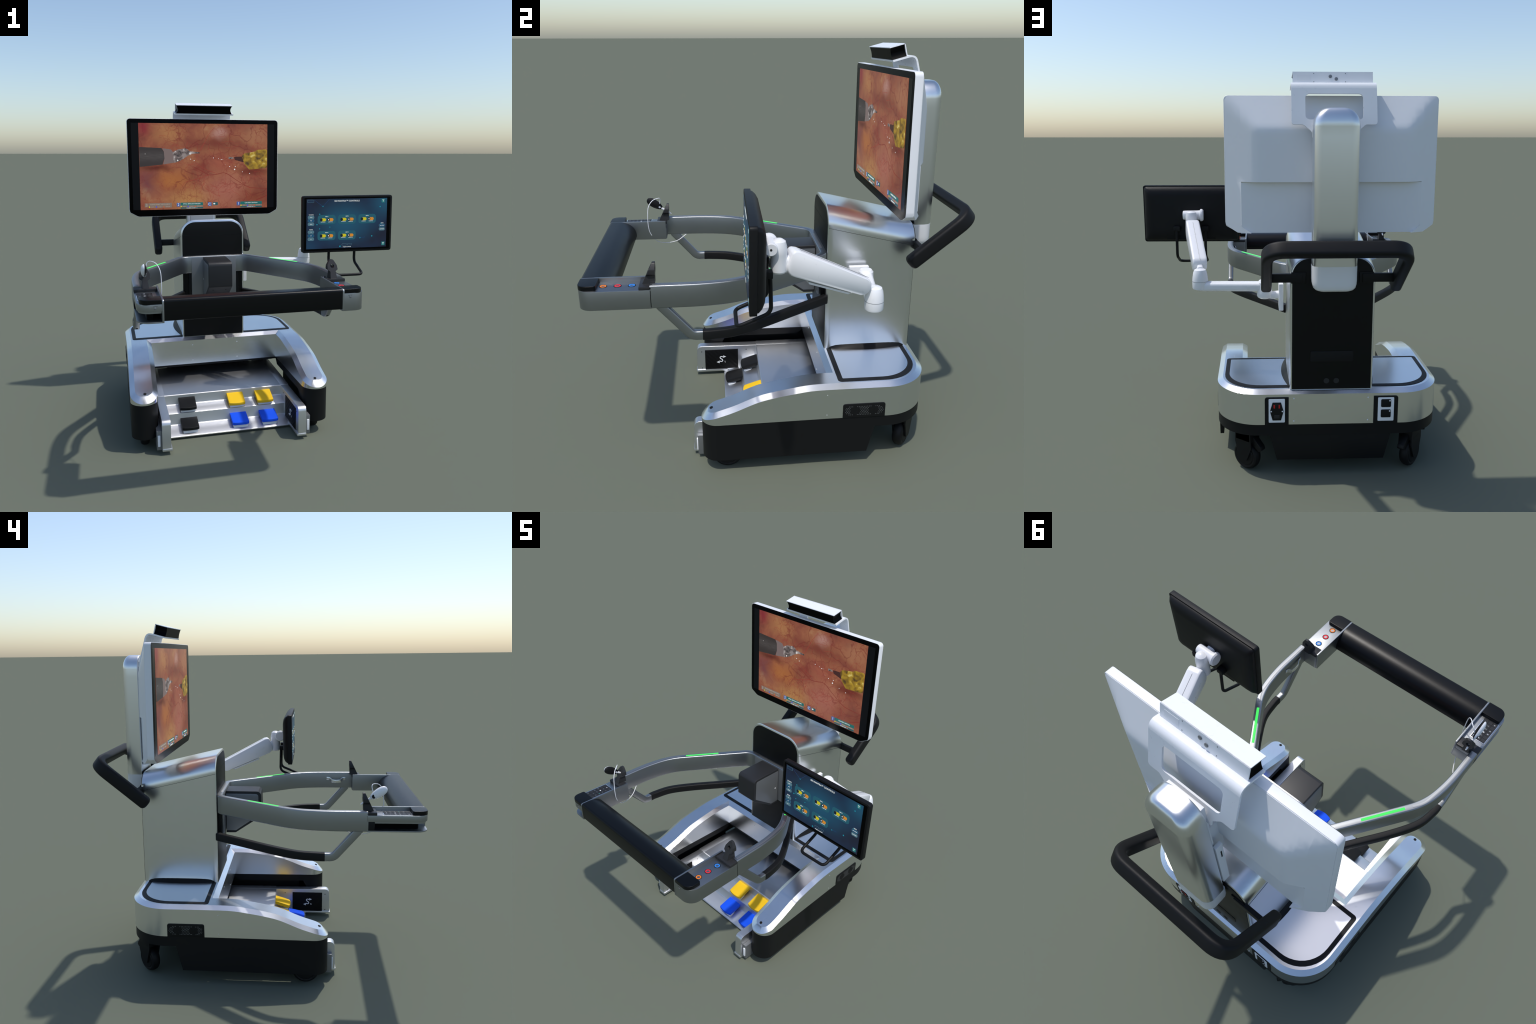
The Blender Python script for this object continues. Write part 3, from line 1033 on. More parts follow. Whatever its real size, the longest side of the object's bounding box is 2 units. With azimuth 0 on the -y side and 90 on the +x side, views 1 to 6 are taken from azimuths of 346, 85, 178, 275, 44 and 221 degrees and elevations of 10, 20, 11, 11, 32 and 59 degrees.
def ribbon(pts, w0, w1, y, mat):
    pts = [Vector((p[0], 0, p[1])) for p in pts]
    pts = catmull(pts, 5)
    n = len(pts)
    v, fs = [], []
    for i, p in enumerate(pts):
        t = (pts[min(i + 1, n - 1)] - pts[max(i - 1, 0)]).normalized()
        nrm = Vector((t.z, 0, -t.x))
        w = (w0 + (w1 - w0) * i / (n - 1)) / 2
        for q in (-1, 1):
            x = min(0.2665, max(-0.6165, p.x + nrm.x * w * q))
            v.append((x, y, min(1.861, max(1.286, p.z + nrm.z * w * q))))
    fs = [[2 * i, 2 * i + 1, 2 * i + 3, 2 * i + 2] for i in range(n - 1)]
    return mesh("v", v, fs, mat, None, smooth=0)


obs = [ribbon([(-0.255, 1.574), (-0.2, 1.545), (-0.147, 1.518), (-0.09, 1.522), (-0.033, 1.529), (0.049, 1.478), (0.137, 1.43), (0.262, 1.419)], 0.004, 0.003, 0.50555, VESSEL),
       ribbon([(-0.211, 1.679), (-0.185, 1.72), (-0.148, 1.789), (-0.106, 1.839)], 0.003, 0.002, 0.50555, VESSEL2),
       ribbon([(-0.147, 1.518), (-0.23, 1.49), (-0.31, 1.47), (-0.34, 1.43)], 0.003, 0.0015, 0.50555, VESSEL2),
       ribbon([(-0.24, 1.6), (-0.18, 1.56), (-0.09, 1.525)], 0.002, 0.002, 0.50555, VESSEL2),
       ribbon([(0.19, 1.34), (0.23, 1.355), (0.266, 1.37)], 0.006, 0.006, 0.50555, VESSEL)]
for k in range(46):
    zone = k % 3
    x, z = ((rnd.uniform(-0.25, 0.16), rnd.uniform(1.36, 1.48)) if zone == 0 else
            (rnd.uniform(-0.5, 0.25), rnd.uniform(1.70, 1.85)) if zone == 1 else (rnd.uniform(-0.35, 0.24), rnd.uniform(1.40, 1.66)))
    a = rnd.uniform(0, 6.28)
    pts = [(x, z)]
    for j in range(rnd.randint(3, 6)):
        a += rnd.uniform(-0.7, 0.7)
        x += 0.024 * math.cos(a)
        z += 0.024 * math.sin(a)
        if not (-0.61 < x < 0.26 and 1.29 < z < 1.855):
            break
        pts.append((x, z))
    if len(pts) > 2:
        obs.append(ribbon(pts, 0.0017, 0.0008, 0.5056 - 0.000002 * k, VESSEL2))
join("vessels", obs, MONITOR, "stuff")
GLINT = glow("glint", lin(225, 222, 220))
obs = [lathe("g", [(0, 0), (r, 0), (r * 0.6, 0.0002), (0, 0.0002)], (x, 0.5045, z), (0, -1, 0), GLINT, None, n=8) for x, z, r in
       ((-0.061, 1.622, 0.003), (-0.05, 1.623, 0.002), (-0.002, 1.574, 0.003), (0.033, 1.554, 0.005), (0.088, 1.537, 0.0025), (0.140, 1.525, 0.003),
        (-0.115, 1.633, 0.003), (-0.273, 1.625, 0.003), (-0.249, 1.615, 0.003), (-0.361, 1.617, 0.005), (0.038, 1.574, 0.003), (-0.08, 1.628, 0.002),
        (-0.578, 1.66, 0.002))]
join("glints", obs, MONITOR, "stuff")

# status boxes along the lower edge of the picture
TEAL, DTEAL, UIGREY = glow("teal_box", lin(28, 98, 96)), glow("dark_teal_box", lin(34, 82, 88)), glow("grey_box", lin(122, 108, 98))
UIBLUE, UITXT = glow("blue_box", lin(62, 88, 150)), glow("screen_writing", lin(215, 222, 222))
UIY, UIB, UIO, UIDIM = glow("yellow_key", lin(200, 190, 30)), glow("blue_key", lin(40, 70, 220)), glow("orange_key", lin(190, 96, 44)), glow("dim_writing", lin(160, 150, 142))
for x0, num, title, foot_txt, live in ((-0.590, "3", "PLEASE INSERT INSTRUMENT", "", False), (-0.374, "2", "SMALL BIPOLAR FORCEPS", "CALIBER COUNT : 6", True),
                                       (0.047, "1", "CAUTERY SPATULA", "USAGES LEFT : 9", True)):
    quad("number_box", x0, x0 + 0.024, 1.303, 1.329, 0.5049, UIBLUE if live else UIGREY, MONITOR)
    text("number", num, 0.026, UITXT if live else UIDIM, MONITOR, at(x0 + 0.012, 0.5046, 1.316))
    quad("title_box", x0 + 0.026, x0 + 0.183, 1.3095, 1.330, 0.5049, TEAL if live else UIGREY, MONITOR, 0.003)
    text("title_writing", title, 0.0105, UITXT if live else UIDIM, MONITOR, at(x0 + 0.104, 0.5046, 1.3205))
    quad("key_box", x0 + 0.026, x0 + 0.183, 1.2985, 1.3085, 0.5049, UIGREY, MONITOR)
    if live:
        quad("foot_box", x0 + 0.026, x0 + 0.183, 1.287, 1.2975, 0.5049, DTEAL, MONITOR, 0.003)
        text("foot_writing", foot_txt, 0.0085, UITXT, MONITOR, at(x0 + 0.104, 0.5046, 1.2922))
    for dx, m in ((0.031, UIY), (0.078, UIB), (0.128, UIO)):
        quad("key_lamp", x0 + dx - 0.004, x0 + dx + 0.004, 1.2995, 1.3075, 0.5047, m, MONITOR, 0.002)
    for dx, t in ((0.052, "CUT"), (0.10, "COAG"), (0.156, "BIPOLAR")):
        text("key_writing", t, 0.0075, UIDIM, MONITOR, at(x0 + dx, 0.5046, 1.3035))
quad("number_box", -0.157, -0.132, 1.303, 1.329, 0.5049, UIBLUE, MONITOR)
text("number", "C", 0.026, UITXT, MONITOR, at(-0.146, 0.5046, 1.315))
quad("camera_box", -0.122, -0.088, 1.308, 1.329, 0.5049, DTEAL, MONITOR)
quad("camera_symbol", -0.119, -0.106, 1.314, 1.323, 0.5047, UITXT, MONITOR, 0.002)

# ------------------------------------------------------------------ head tracking camera and its bracket
CAM_Y = Vector((0.0, 0.967, 0.256))          # depth direction of the tilted camera
CAM_Z = Vector((0.0, -0.256, 0.967))
CAM_O = Vector((CX, 0.508, 1.928))


def cam(x, d, h):
    return tuple(CAM_O + Vector((x, 0, 0)) + CAM_Y * d + CAM_Z * h)


def cam_prism(name, loop, x0, x1, mat, parent, **kw):
    n = len(loop)
    v = [cam(x0, *p) for p in loop] + [cam(x1, *p) for p in loop]
    fs = [list(range(n)), list(range(n, 2 * n))] + [[i, (i + 1) % n, n + (i + 1) % n, n + i] for i in range(n)]
    return mesh(name, v, fs, mat, parent, **kw)


hollow = [(0.1895 - 0.011 * math.sin(math.pi * k / 12), 0.0005 + 0.053 * k / 12) for k in range(13)]
hollow += [(-x, h) for x, h in reversed(hollow)]
nh = len(hollow)
CAMERA = mesh("tracking_camera", [cam(x, -0.003, h) for x, h in hollow] + [cam(x, 0.066, h) for x, h in hollow],
              [list(range(nh)), list(range(nh, 2 * nh))] + [[i, (i + 1) % nh, nh + (i + 1) % nh, nh + i] for i in range(nh)], GLASS, ROOT, smooth=30)
cam_prism("camera_lid", [(-0.006, 0.0535), (0.068, 0.0535), (0.068, 0.0565), (-0.006, 0.0565)], -0.1905, 0.1905, GLOSSW, CAMERA)
cam_prism("camera_back", [(0.064, 0.0), (0.0685, 0.0), (0.0685, 0.0565), (0.064, 0.0565)], -0.1905, 0.1905, GLOSSW, CAMERA)
for x, d in ((0.012, 0.034), (-0.016, 0.022)):
    lathe("camera_port", [(0, 0), (0.008, 0), (0.008, 0.003), (0.005, 0.004), (0, 0.004)], cam(x, 0.0685, d), CAM_Y, GREY, CAMERA, n=18)
for x in (0.09, -0.06):
    for h in (0.008, 0.048):
        lathe("screw", [(0, 0), (0.0022, 0), (0.0022, 0.001), (0, 0.001)], cam(x, 0.0685, h), CAM_Y, GREY, CAMERA, n=10)
cam_prism("label_plate", [(0.068, 0.014), (0.0692, 0.014), (0.0692, 0.042), (0.068, 0.042)], 0.105, 0.17, WHITE, CAMERA)

# folded sheet: seat below the camera, bend, leaning back plate with a window
fold = fillet([cam(0, -0.004, -0.0045), cam(0, 0.105, -0.0045), (CX, 0.665, 1.754)], 0.032, 8)
fold = [p for p in fold][:-1]
sec = [(-0.2, -0.004), (0.2, -0.004), (0.2, 0.004), (-0.2, 0.004)]
BRACKET = sweep("camera_bracket", fold, [(-b, a) for a, b in [(-0.2, -0.004), (0.2, -0.004), (0.2, 0.004), (-0.2, 0.004)]], GLOSSW, ROOT, up=(1, 0, 0), smooth=40)
p0 = fold[-1]
p1 = Vector((CX, 0.665, 1.754))
dirn = (p1 - p0).normalized()
L = (p1 - p0).length
nrm = Vector((1, 0, 0)).cross(dirn)
M = Matrix(((1, 0, 0, CX), (0, -dirn.y, -nrm.y, p0.y), (0, -dirn.z, -nrm.z, p0.z), (0, 0, 0, 1)))
outer = roundpoly([(-0.2, 0.0005), (-0.2, -L), (-0.145, -L), (-0.105, -L - 0.035), (-0.105, -L - 0.06), (0.105, -L - 0.06), (0.105, -L - 0.035), (0.145, -L), (0.2, -L), (0.2, 0.0005)],
                  [0, 0.014, 0.02, 0.02, 0, 0, 0.02, 0.02, 0.014, 0], 5)
window = roundpoly([(-0.135, -0.026), (-0.135, -0.148), (0.135, -0.148), (0.135, -0.026)], 0.02, 6)
shape("bracket_plate", [outer, window], 0.008, GLOSSW, BRACKET, M)

# ------------------------------------------------------------------ arm-rest ring
RZ0, RZ1 = 0.895, 1.005


def rail_half():
    return [(0.366, -0.625), (0.366, -0.40), (0.338, -0.235), (0.040, 0.198)]


pts = [(X(-1, a), b, 0.95) for a, b in rail_half()]
pts = pts[:-1] + [(X(-1, 0.033), 0.2135, 0.95)]
right = [(a, b, 0.95) for a, b in rail_half()][:-1] + [(0.033, 0.2135, 0.95)]
full = pts + list(reversed(right))
path = fillet(full, [0.13, 0.13, 0.045, 0.045, 0.13, 0.13], 10)
RING = sweep("arm_rest_frame", path, section(0.037, RZ1 - RZ0, 0.0065, 3), RAIL, ROOT, smooth=40)


def rail_at(s, f):
    """point on the straight diagonal part of the rail"""
    a, b = Vector((0.338, -0.235)), Vector((0.033, 0.2135))
    p = a.lerp(b, f)
    return (X(s, p.x), p.y)


for s in (1, -1):
    strip = [(*rail_at(s, f), RZ1 + 0.0003) for f in (0.19, 0.3, 0.45, 0.59)]
    sweep("status_light", strip, section(0.0135, 0.002, 0.0008, 2), GREEN_LIGHT, RING)
    g = fillet([(X(s, 0.366), -0.615, RZ1), (X(s, 0.366), -0.40, RZ1), (X(s, 0.338), -0.235, RZ1), (*rail_at(s, 0.12), RZ1)], 0.13, 9)
    sweep("top_inlay", g, section(0.015, 0.0016, 0.0006, 2), INLAY, RING)

block("centre_plate", -0.323, -0.029, 0.193, 0.206, 0.752, 0.997, GREY, RING, bevel=0.004)
block("rear_inlay", CX - 0.12, CX + 0.12, 0.203, 0.2165, RZ1 - 0.001, RZ1 + 0.0012, INLAY, RING, bevel=0.0005)
side = [(0.19, 1.001), (-0.027, 0.999), (-0.031, 0.845), (0.132, 0.737), (0.19, 0.737)]
BOX = prism("control_box", roundpoly(side, [0.004, 0.026, 0.012, 0.012, 0.004], 6), 'x', CX - 0.0735, CX + 0.0745, DARK, RING, bevel=0.007, seg=3)
inner = [(0.188, 0.985), (-0.010, 0.983), (-0.014, 0.852), (0.130, 0.752), (0.188, 0.752)]
for s in (1, -1):
    prism("side_panel", roundpoly(inner, [0.003, 0.016, 0.008, 0.008, 0.003], 5), 'x', *sorted((X(s, CX + 0.06), X(s, CX + 0.0755))), GREY, BOX, bevel=0.001)
    lathe("screw", [(0, 0), (0.005, 0), (0.004, 0.001), (0, 0.0012)], (X(s, CX + 0.0755), 0.165, 0.86), (s, 0, 0), GLOSSW, BOX, n=12)
    lathe("screw", [(0, 0), (0.005, 0), (0.004, 0.001), (0, 0.0012)], (CX + s * 0.04, 0.012, 0.8165), (0, -0.56, -0.83), BLACK, BOX, n=12)

# lower side bars
for s in (1, -1):
    lower = [(0.026, 0.226), (0.150, 0.047), (0.270, -0.126), (0.342, -0.255), (0.363, -0.36), (0.365, -0.402)]
    path = catmull([(X(s, a), b, 0.749) for a, b in lower], 6)
    sweep("lower_bar_sleeve", path, section(0.034, 0.047, 0.007, 3), RUBBER, RING, smooth=45, bevel=0)
    st = fillet([(X(s, 0.365), -0.401, 0.7485), (X(s, 0.365), -0.448, 0.7485), (X(s, 0.365), -0.585, 0.905)], 0.035, 8)
    b = sweep("lower_bar", st, section(0.031, 0.045, 0.007, 3), RAIL, RING, smooth=45)
    lathe("bar_disc", [(0, 0), (0.007, 0), (0.007, 0.001), (0, 0.001)], (X(s, 0.365), -0.4695, 0.7415), (0, -0.72, -0.69), BLACK, b, n=16)  # flat black disc stands for the hole

# cable hook on the right rail
hk = [(0.345, -0.448, 0.962), (0.341, -0.466, 0.962), (0.331, -0.485, 0.946), (0.329, -0.513, 0.944), (0.331, -0.541, 0.946), (0.341, -0.56, 0.962), (0.345, -0.578, 0.962)]
sweep("cable_hook", fillet(hk, 0.006, 3), section(0.0022, 0.022, 0.0006, 2), SILVER, RING)
for y in (-0.455, -0.571):
    lathe("screw", [(0, 0), (0.0045, 0), (0.003, 0.002), (0, 0.002)], (0.3425, y, 0.962), (-1, 0, 0), SILVER, RING, n=12)

# end housings
def housing_loop(i=0.0, y0=-0.62):
    return roundpoly([(0.262 + i, y0), (0.262 + i, -0.944 + i), (0.3845 - i, -0.944 + i), (0.3845 - i, y0)], [0.018, 0.004, 0.085 - i, 0.002], 9)


for s in (1, -1):
    lp = [(X(s, a), b) for a, b in housing_loop()]
    if s > 0:
        HOUSE = prism("end_housing", lp, 'z', RZ0, 0.9845, RAIL, RING, bevel=0.002)
    else:
        HOUSE = prism("end_housing", lp, 'z', 0.950, 0.9845, RAIL, RING, bevel=0.002)
        prism("housing_floor", lp, 'z', RZ0, 0.9015, RAIL, HOUSE, bevel=0.001)
        prism("drawer_slot", [(X(s, a), b) for a, b in housing_loop(0.045, -0.66)], 'z', 0.9, 0.952, GLASS, HOUSE)
        prism("slot_lip", [(X(s, a), b) for a, b in housing_loop(0.008, -0.66)], 'z', 0.940, 0.952, RAIL, HOUSE)
        block("slot_end", X(s, 0.384), X(s, 0.30), -0.662, -0.628, 0.9, 0.951, BLACK, HOUSE, bevel=0.001)
        block("slot_back", X(s, 0.3835), X(s, 0.27), -0.63, -0.619, RZ0 + 0.001, 0.96, RAIL, HOUSE, bevel=0.001)
    # thin wall towards the padded bar
    wall = roundpoly([(-0.6215, RZ0), (-0.6215, 1.006), (-0.945, 1.006), (-0.9455, RZ0)], [0.004, 0.003, 0.012, 0.004], 5)
    prism("inner_wall", wall, 'x', *sorted((X(s, 0.261), X(s, 0.2705))), RAIL, HOUSE, bevel=0.002)
    cap = roundpoly([(0.2702, -0.861), (0.2702, -0.9435), (0.372, -0.9435), (0.372, -0.861)], [0.003, 0.003, 0.075, 0.01], 8)
    prism("pad_end", [(X(s, a), b) for a, b in cap], 'z', 0.982, 1.0055, LEATHER, HOUSE, bevel=0.009, seg=4, smooth=50)
    lathe("lock_button", [(0, 0), (0.006, 0), (0.006, 0.0012), (0.004, 0.002), (0, 0.002)], (X(s, 0.302), -0.9438, 0.966), (0, -1, 0), GREY, HOUSE, n=16)
    block("label_strip", *sorted((X(s, 0.290), X(s, 0.311))), -0.9446, -0.943, 0.974, 0.9755, DARK, HOUSE, bevel=0)  # thin dark strip on the front, not cut in
    # telescope-like device holder
    hb = block("holder_base", *sorted((X(s, 0.2715), X(s, 0.3845))), -0.674, -0.617, 0.984, 0.9995, DARK, HOUSE, bevel=0.004)
    cxh = X(s, 0.326)
    outl = roundpoly([(-0.019, 0.998), (-0.014, 1.036), (-0.0285, 1.044), (-0.027, 1.066), (-0.010, 1.096), (0.010, 1.096), (0.027, 1.066), (0.0285, 1.044), (0.014, 1.036), (0.019, 0.998)],
                     [0, 0.008, 0.007, 0.014, 0.012, 0.012, 0.014, 0.007, 0.008, 0], 4)
    hole = [(a, 1.0625 + b) for a, b in circle(0.0105, 18)]
    hm = shape("device_holder", [outl, hole], 0.03, DARK, hb, at(cxh, 0, 0))
    for v in hm.data.vertices:                     # lean the front face back
        z = v.co.z
        v.co.y = (-0.601 - 0.004 * (1.096 - z) / 0.1) if v.co.y > 0 else (-0.613 - 0.048 * (1.096 - z) / 0.098)
    prism("holder_web", [(-0.66, 0.998), (-0.628, 1.05), (-0.608, 1.05), (-0.608, 0.998)], 'x', cxh - 0.012, cxh + 0.012, DARK, hb, bevel=0.002)
    if s > 0:
        for y, m in ((-0.835, ORANGE_RING), (-0.772, RED_RING), (-0.709, BLUE_RING)):
            b = lathe("push_button", [(0, 0), (0.0175, 0), (0.0175, 0.0012), (0.0145, 0.0014), (0.0145, 0.0008), (0, 0.0008)], (0.3225, y, 0.9843), (0, 0, 1), RAIL, HOUSE, n=28)
            lathe("dark_ring", [(0.0143, 0), (0.0178, 0), (0.0178, 0.0006), (0.0143, 0.0006), (0.0143, 0)], (0.3225, y, 0.9852), (0, 0, 1), BLACK, HOUSE, n=28, caps=False)  # solid black ring in place of the gap round the button
            lathe("ring_light", [(0.0085, 0), (0.0145, 0), (0.014, 0.0018), (0.009, 0.0018), (0.0085, 0)], (0.3225, y, 0.9848), (0, 0, 1), m, HOUSE, n=28, caps=False)
    else:
        KP = block("key_pad", X(s, 0.377), X(s, 0.296), -0.857, -0.709, 0.9845, 0.9866, SILVER, HOUSE, bevel=0.0006)
        block("key_pad_face", X(s, 0.374), X(s, 0.299), -0.854, -0.712, 0.9862, 0.9870, BLACK, HOUSE, bevel=0)
        for i in range(3):
            for j in range(6):
                x, y = X(s, 0.3735) + 0.0125 + i * 0.0245, -0.842 + j * 0.0232
                block("key", x - 0.0108, x + 0.0108, y - 0.0102, y + 0.0102, 0.9868, 0.9874, DARK, HOUSE, bevel=0)
                if rnd.random() < 0.55:
                    w, h = rnd.uniform(0.002, 0.005), rnd.uniform(0.0012, 0.003)
                    block("key_mark", x - w, x + w, y - h, y + h, 0.9872, 0.9877,
                          glow("teal_key_lamp", lin(30, 190, 180)) if (i, j) == (2, 2) else INLAY if rnd.random() < 0.6 else MARK, HOUSE, bevel=0)

# padded bar
bar = roundpoly([(-0.794, 0.899), (-0.944, 0.904), (-0.944, 1.007), (-0.893, 1.0068)], [0.006, 0.006, 0.014, 0], 6)
for k in range(1, 15):
    q = math.pi / 2 * k / 14
    bar.append((-0.893 + 0.099 * math.sin(q), 0.918 + 0.0888 * math.cos(q) ** 0.85))
prism("arm_pad", bar, 'x', X(-1, 0.2612), 0.2612, LEATHER, RING, smooth=45)

# hand-held sensor in the left holder with its cable
ec = Vector((-0.681, -0.684, 1.094))
ed = Vector((0, -0.83, 0.555)).normalized()
eu = Vector((0, 0.555, 0.83)).normalized()


def half_egg(name, sign, mat, parent, depth):
    rings = []
    for i in range(13):
        t = math.pi * i / 12
        a = -math.cos(t) * 0.052
        r = math.sin(t) ** 0.85 * 0.0245 * (1 + 0.18 * a / 0.052)
        rings.append([tuple(ec + ed * a + eu * (r * math.cos(q)) + Vector((sign * depth * r / 0.0245 * math.sin(q), 0, 0))) for q in [math.pi * j / 10 for j in range(11)]])
    return loft(name, rings, mat, parent, smooth=60, caps=False, closed=True)


SENSOR = half_egg("hand_sensor", -1, GLOSSW, RING, 0.017)
half_egg("sensor_back", 1, BLACK, SENSOR, 0.012)
lathe("sensor_button", [(0, 0), (0.0115, 0), (0.010, 0.002), (0, 0.003)], ec - ed * 0.030 + Vector((-0.0105, 0, 0)), (-1, -0.1, 0), BLACK, SENSOR, n=20)
lathe("sensor_plug", [(0, 0), (0.006, 0), (0.006, 0.045), (0.004, 0.062), (0.002, 0.068), (0, 0.068)], ec - ed * 0.045, -ed, GLOSSW, SENSOR, n=14)
lathe("sensor_lamp", [(0, 0), (0.006, 0), (0.005, 0.003), (0, 0.004)], ec - ed * 0.034 + Vector((0.009, 0, 0)), (1, 0, 0), GLOSSW, SENSOR, n=14)
cable = [(-0.672, -0.655, 1.098), (-0.664, -0.650, 1.126), (-0.648, -0.660, 1.136), (-0.622, -0.692, 1.128), (-0.605, -0.715, 1.095), (-0.601, -0.722, 1.04), (-0.602, -0.722, 0.98),
         (-0.610, -0.712, 0.930), (-0.626, -0.678, 0.880), (-0.645, -0.628, 0.861), (-0.672, -0.562, 0.864), (-0.702, -0.508, 0.894)]
tube("sensor_cable", catmull(cable, 8), 0.0022, GLOSSW, SENSOR, n=8)

# ------------------------------------------------------------------ side touch monitor
TX0, TX1, TZ0, TZ1 = 0.295, 0.876, 1.066, 1.411
tl = roundpoly([(TX0, TZ0), (TX1, TZ0), (TX1, TZ1), (TX0, TZ1)], 0.014, 5)
TOUCH = prism("touch_monitor", tl, 'y', -0.217, -0.188, BLACK, ROOT, bevel=0.003)


def back_ring(i, y, r):
    lp = roundpoly([(TX0 + i, TZ0 + i), (TX1 - i, TZ0 + i), (TX1 - i, TZ1 - i), (TX0 + i, TZ1 - i)], r, 6)
    return [(a, y, b) for a, b in lp]


loft("touch_monitor_back", [back_ring(0.007, -0.19, 0.015), back_ring(0.008, -0.182, 0.016), back_ring(0.018, -0.168, 0.02), back_ring(0.034, -0.158, 0.025), back_ring(0.06, -0.153, 0.025)],
     BLACK, TOUCH, smooth=40)
quad("touch_glass", TX0 + 0.012, TX1 - 0.012, TZ0 + 0.012, TZ1 - 0.010, -0.2176, GLASS, TOUCH, 0.004)
quad("control_screen", 0.3205, 0.8415, 1.0895, 1.3925, -0.2182, CONTROL_BG, TOUCH)
CARD, PILLY, PILLO, PILLD = glow("card", lin(30, 82, 98)), glow("yellow_pill", lin(190, 180, 28)), glow("orange_pill", lin(196, 128, 40)), glow("dark_pill", lin(16, 24, 36))
BTN, BTNS, CY = glow("grey_button", lin(72, 106, 120)), glow("blue_button", lin(22, 72, 104)), glow("cyan_dot", lin(26, 130, 150))
for cx_, cz_, lab in ((0.449, 1.267, "ARM 1"), (0.580, 1.267, "ARM 2"), (0.712, 1.267, "ARM 3"), (0.449, 1.169, "ARM 4"), (0.581, 1.169, "ARM 5")):
    c = quad("instrument_card", cx_ - 0.0575, cx_ + 0.0575, cz_ - 0.0285, cz_ + 0.0285, -0.2187, CARD, TOUCH, 0.017)
    for dx, m, t in ((-0.0235, PILLY, "MONOPOLAR"), (0.0235, PILLO, "CALIBRATION")):
        quad("pill", cx_ + dx - 0.018, cx_ + dx + 0.019, cz_ - 0.0095, cz_ + 0.0085, -0.2191, m, TOUCH, 0.0085)
        quad("pill_knob", cx_ + dx - 0.0195, cx_ + dx - 0.003, cz_ - 0.0095, cz_ + 0.0085, -0.2195, PILLD, TOUCH, 0.0082)
        if m is PILLO:
            quad("pill_dot", cx_ + dx - 0.0145, cx_ + dx - 0.009, cz_ - 0.0045, cz_ + 0.0035, -0.2199, UITXT, TOUCH, 0.0025)
        text("pill_writing", t, 0.0046, UITXT, TOUCH, at(cx_ + dx, -0.2195, cz_ - 0.0145))
    text("card_writing", lab, 0.0072, UITXT, TOUCH, at(cx_, -0.2195, cz_ + 0.0185))
for x0, x1, z, t, on in ((0.329, 0.3695, 1.2825, "LOW", 0), (0.329, 0.3695, 1.2625, "MID", 1), (0.329, 0.3695, 1.241, "HIGH", 0), (0.329, 0.3695, 1.193, "1X", 0), (0.329, 0.3695, 1.171, "2X", 1),
                         (0.329, 0.3695, 1.150, "3X", 0), (0.791, 0.831, 1.223, "2D MODE", 1), (0.791, 0.831, 1.201, "3D MODE", 0)):
    quad("side_button", x0, x1, z - 0.0098, z + 0.0098, -0.2187, BTN, TOUCH, 0.008)
    if on:
        quad("side_button_fill", x0 + 0.0012, x1 - 0.0012, z - 0.0086, z + 0.0086, -0.2190, BTNS, TOUCH, 0.007)
    text("button_writing", t, 0.0062, UITXT, TOUCH, at((x0 + x1) / 2, -0.2195, z))
for x, z, t, s_ in ((0.35, 1.298, "SCALING", 0.0075), (0.35, 1.208, "RATIO", 0.0075), (0.812, 1.238, "VIEW", 0.0075), (0.578, 1.3785, "SSI MANTRA\u2122 CONTROLS", 0.0135), (0.582, 1.0975, "surgeon console", 0.008)):
    text("screen_title", t, s_, UITXT, TOUCH, at(x, -0.2192, z))
for x0, x1, z0, z1 in ((0.326, 0.367, 1.371, 1.388), (0.549, 0.580, 1.106, 1.117), (0.585, 0.614, 1.106, 1.117)):
    quad("outline_button", x0, x1, z0, z1, -0.2187, BTN, TOUCH, 0.004)
    quad("outline_button_fill", x0 + 0.0012, x1 - 0.0012, z0 + 0.0012, z1 - 0.0012, -0.2190, glow("navy_fill", lin(24, 42, 66)), TOUCH, 0.0035)
for x0, z0 in ((0.805, 1.365), (0.811, 1.099)):
    quad("emblem_box", x0, x0 + 0.021, z0, z0 + 0.022, -0.2187, glow("emblem_teal", lin(34, 112, 114)), TOUCH, 0.002)
    text("emblem", "Y", 0.020, UITXT, TOUCH, at(x0 + 0.0105, -0.2192, z0 + 0.011))
obs = [lathe("d", [(0, 0), (0.0035 * k, 0), (0.0035 * k, 0.0003), (0, 0.0003)], (x, -0.2186, z), (0, -1, 0), CY, None, n=12) for x, z, k in
       ((0.404, 1.301, 1), (0.387, 1.238, 1.1), (0.796, 1.34, 1.1), (0.745, 1.159, 1.2), (0.667, 1.15, 0.9), (0.470, 1.221, 0.9), (0.424, 1.348, 0.9), (0.404, 1.212, 0.9), (0.537, 1.101, 1.4), (0.804, 1.237, 1))]
NET = glow("net_lines", lin(26, 58, 104))
for a, b in (((0.37, 1.386), (0.424, 1.347)), ((0.424, 1.347), (0.465, 1.39)), ((0.667, 1.15), (0.70, 1.154))):
    d = Vector((b[0] - a[0], b[1] - a[1])).normalized() * 0.0008
    obs.append(prism("d", [(a[0] - d.y, a[1] + d.x), (b[0] - d.y, b[1] + d.x), (b[0] + d.y, b[1] - d.x), (a[0] + d.y, a[1] - d.x)], 'y', -0.21865, -0.2184, NET, None, smooth=0))
join("background_net", obs, TOUCH, "stuff")

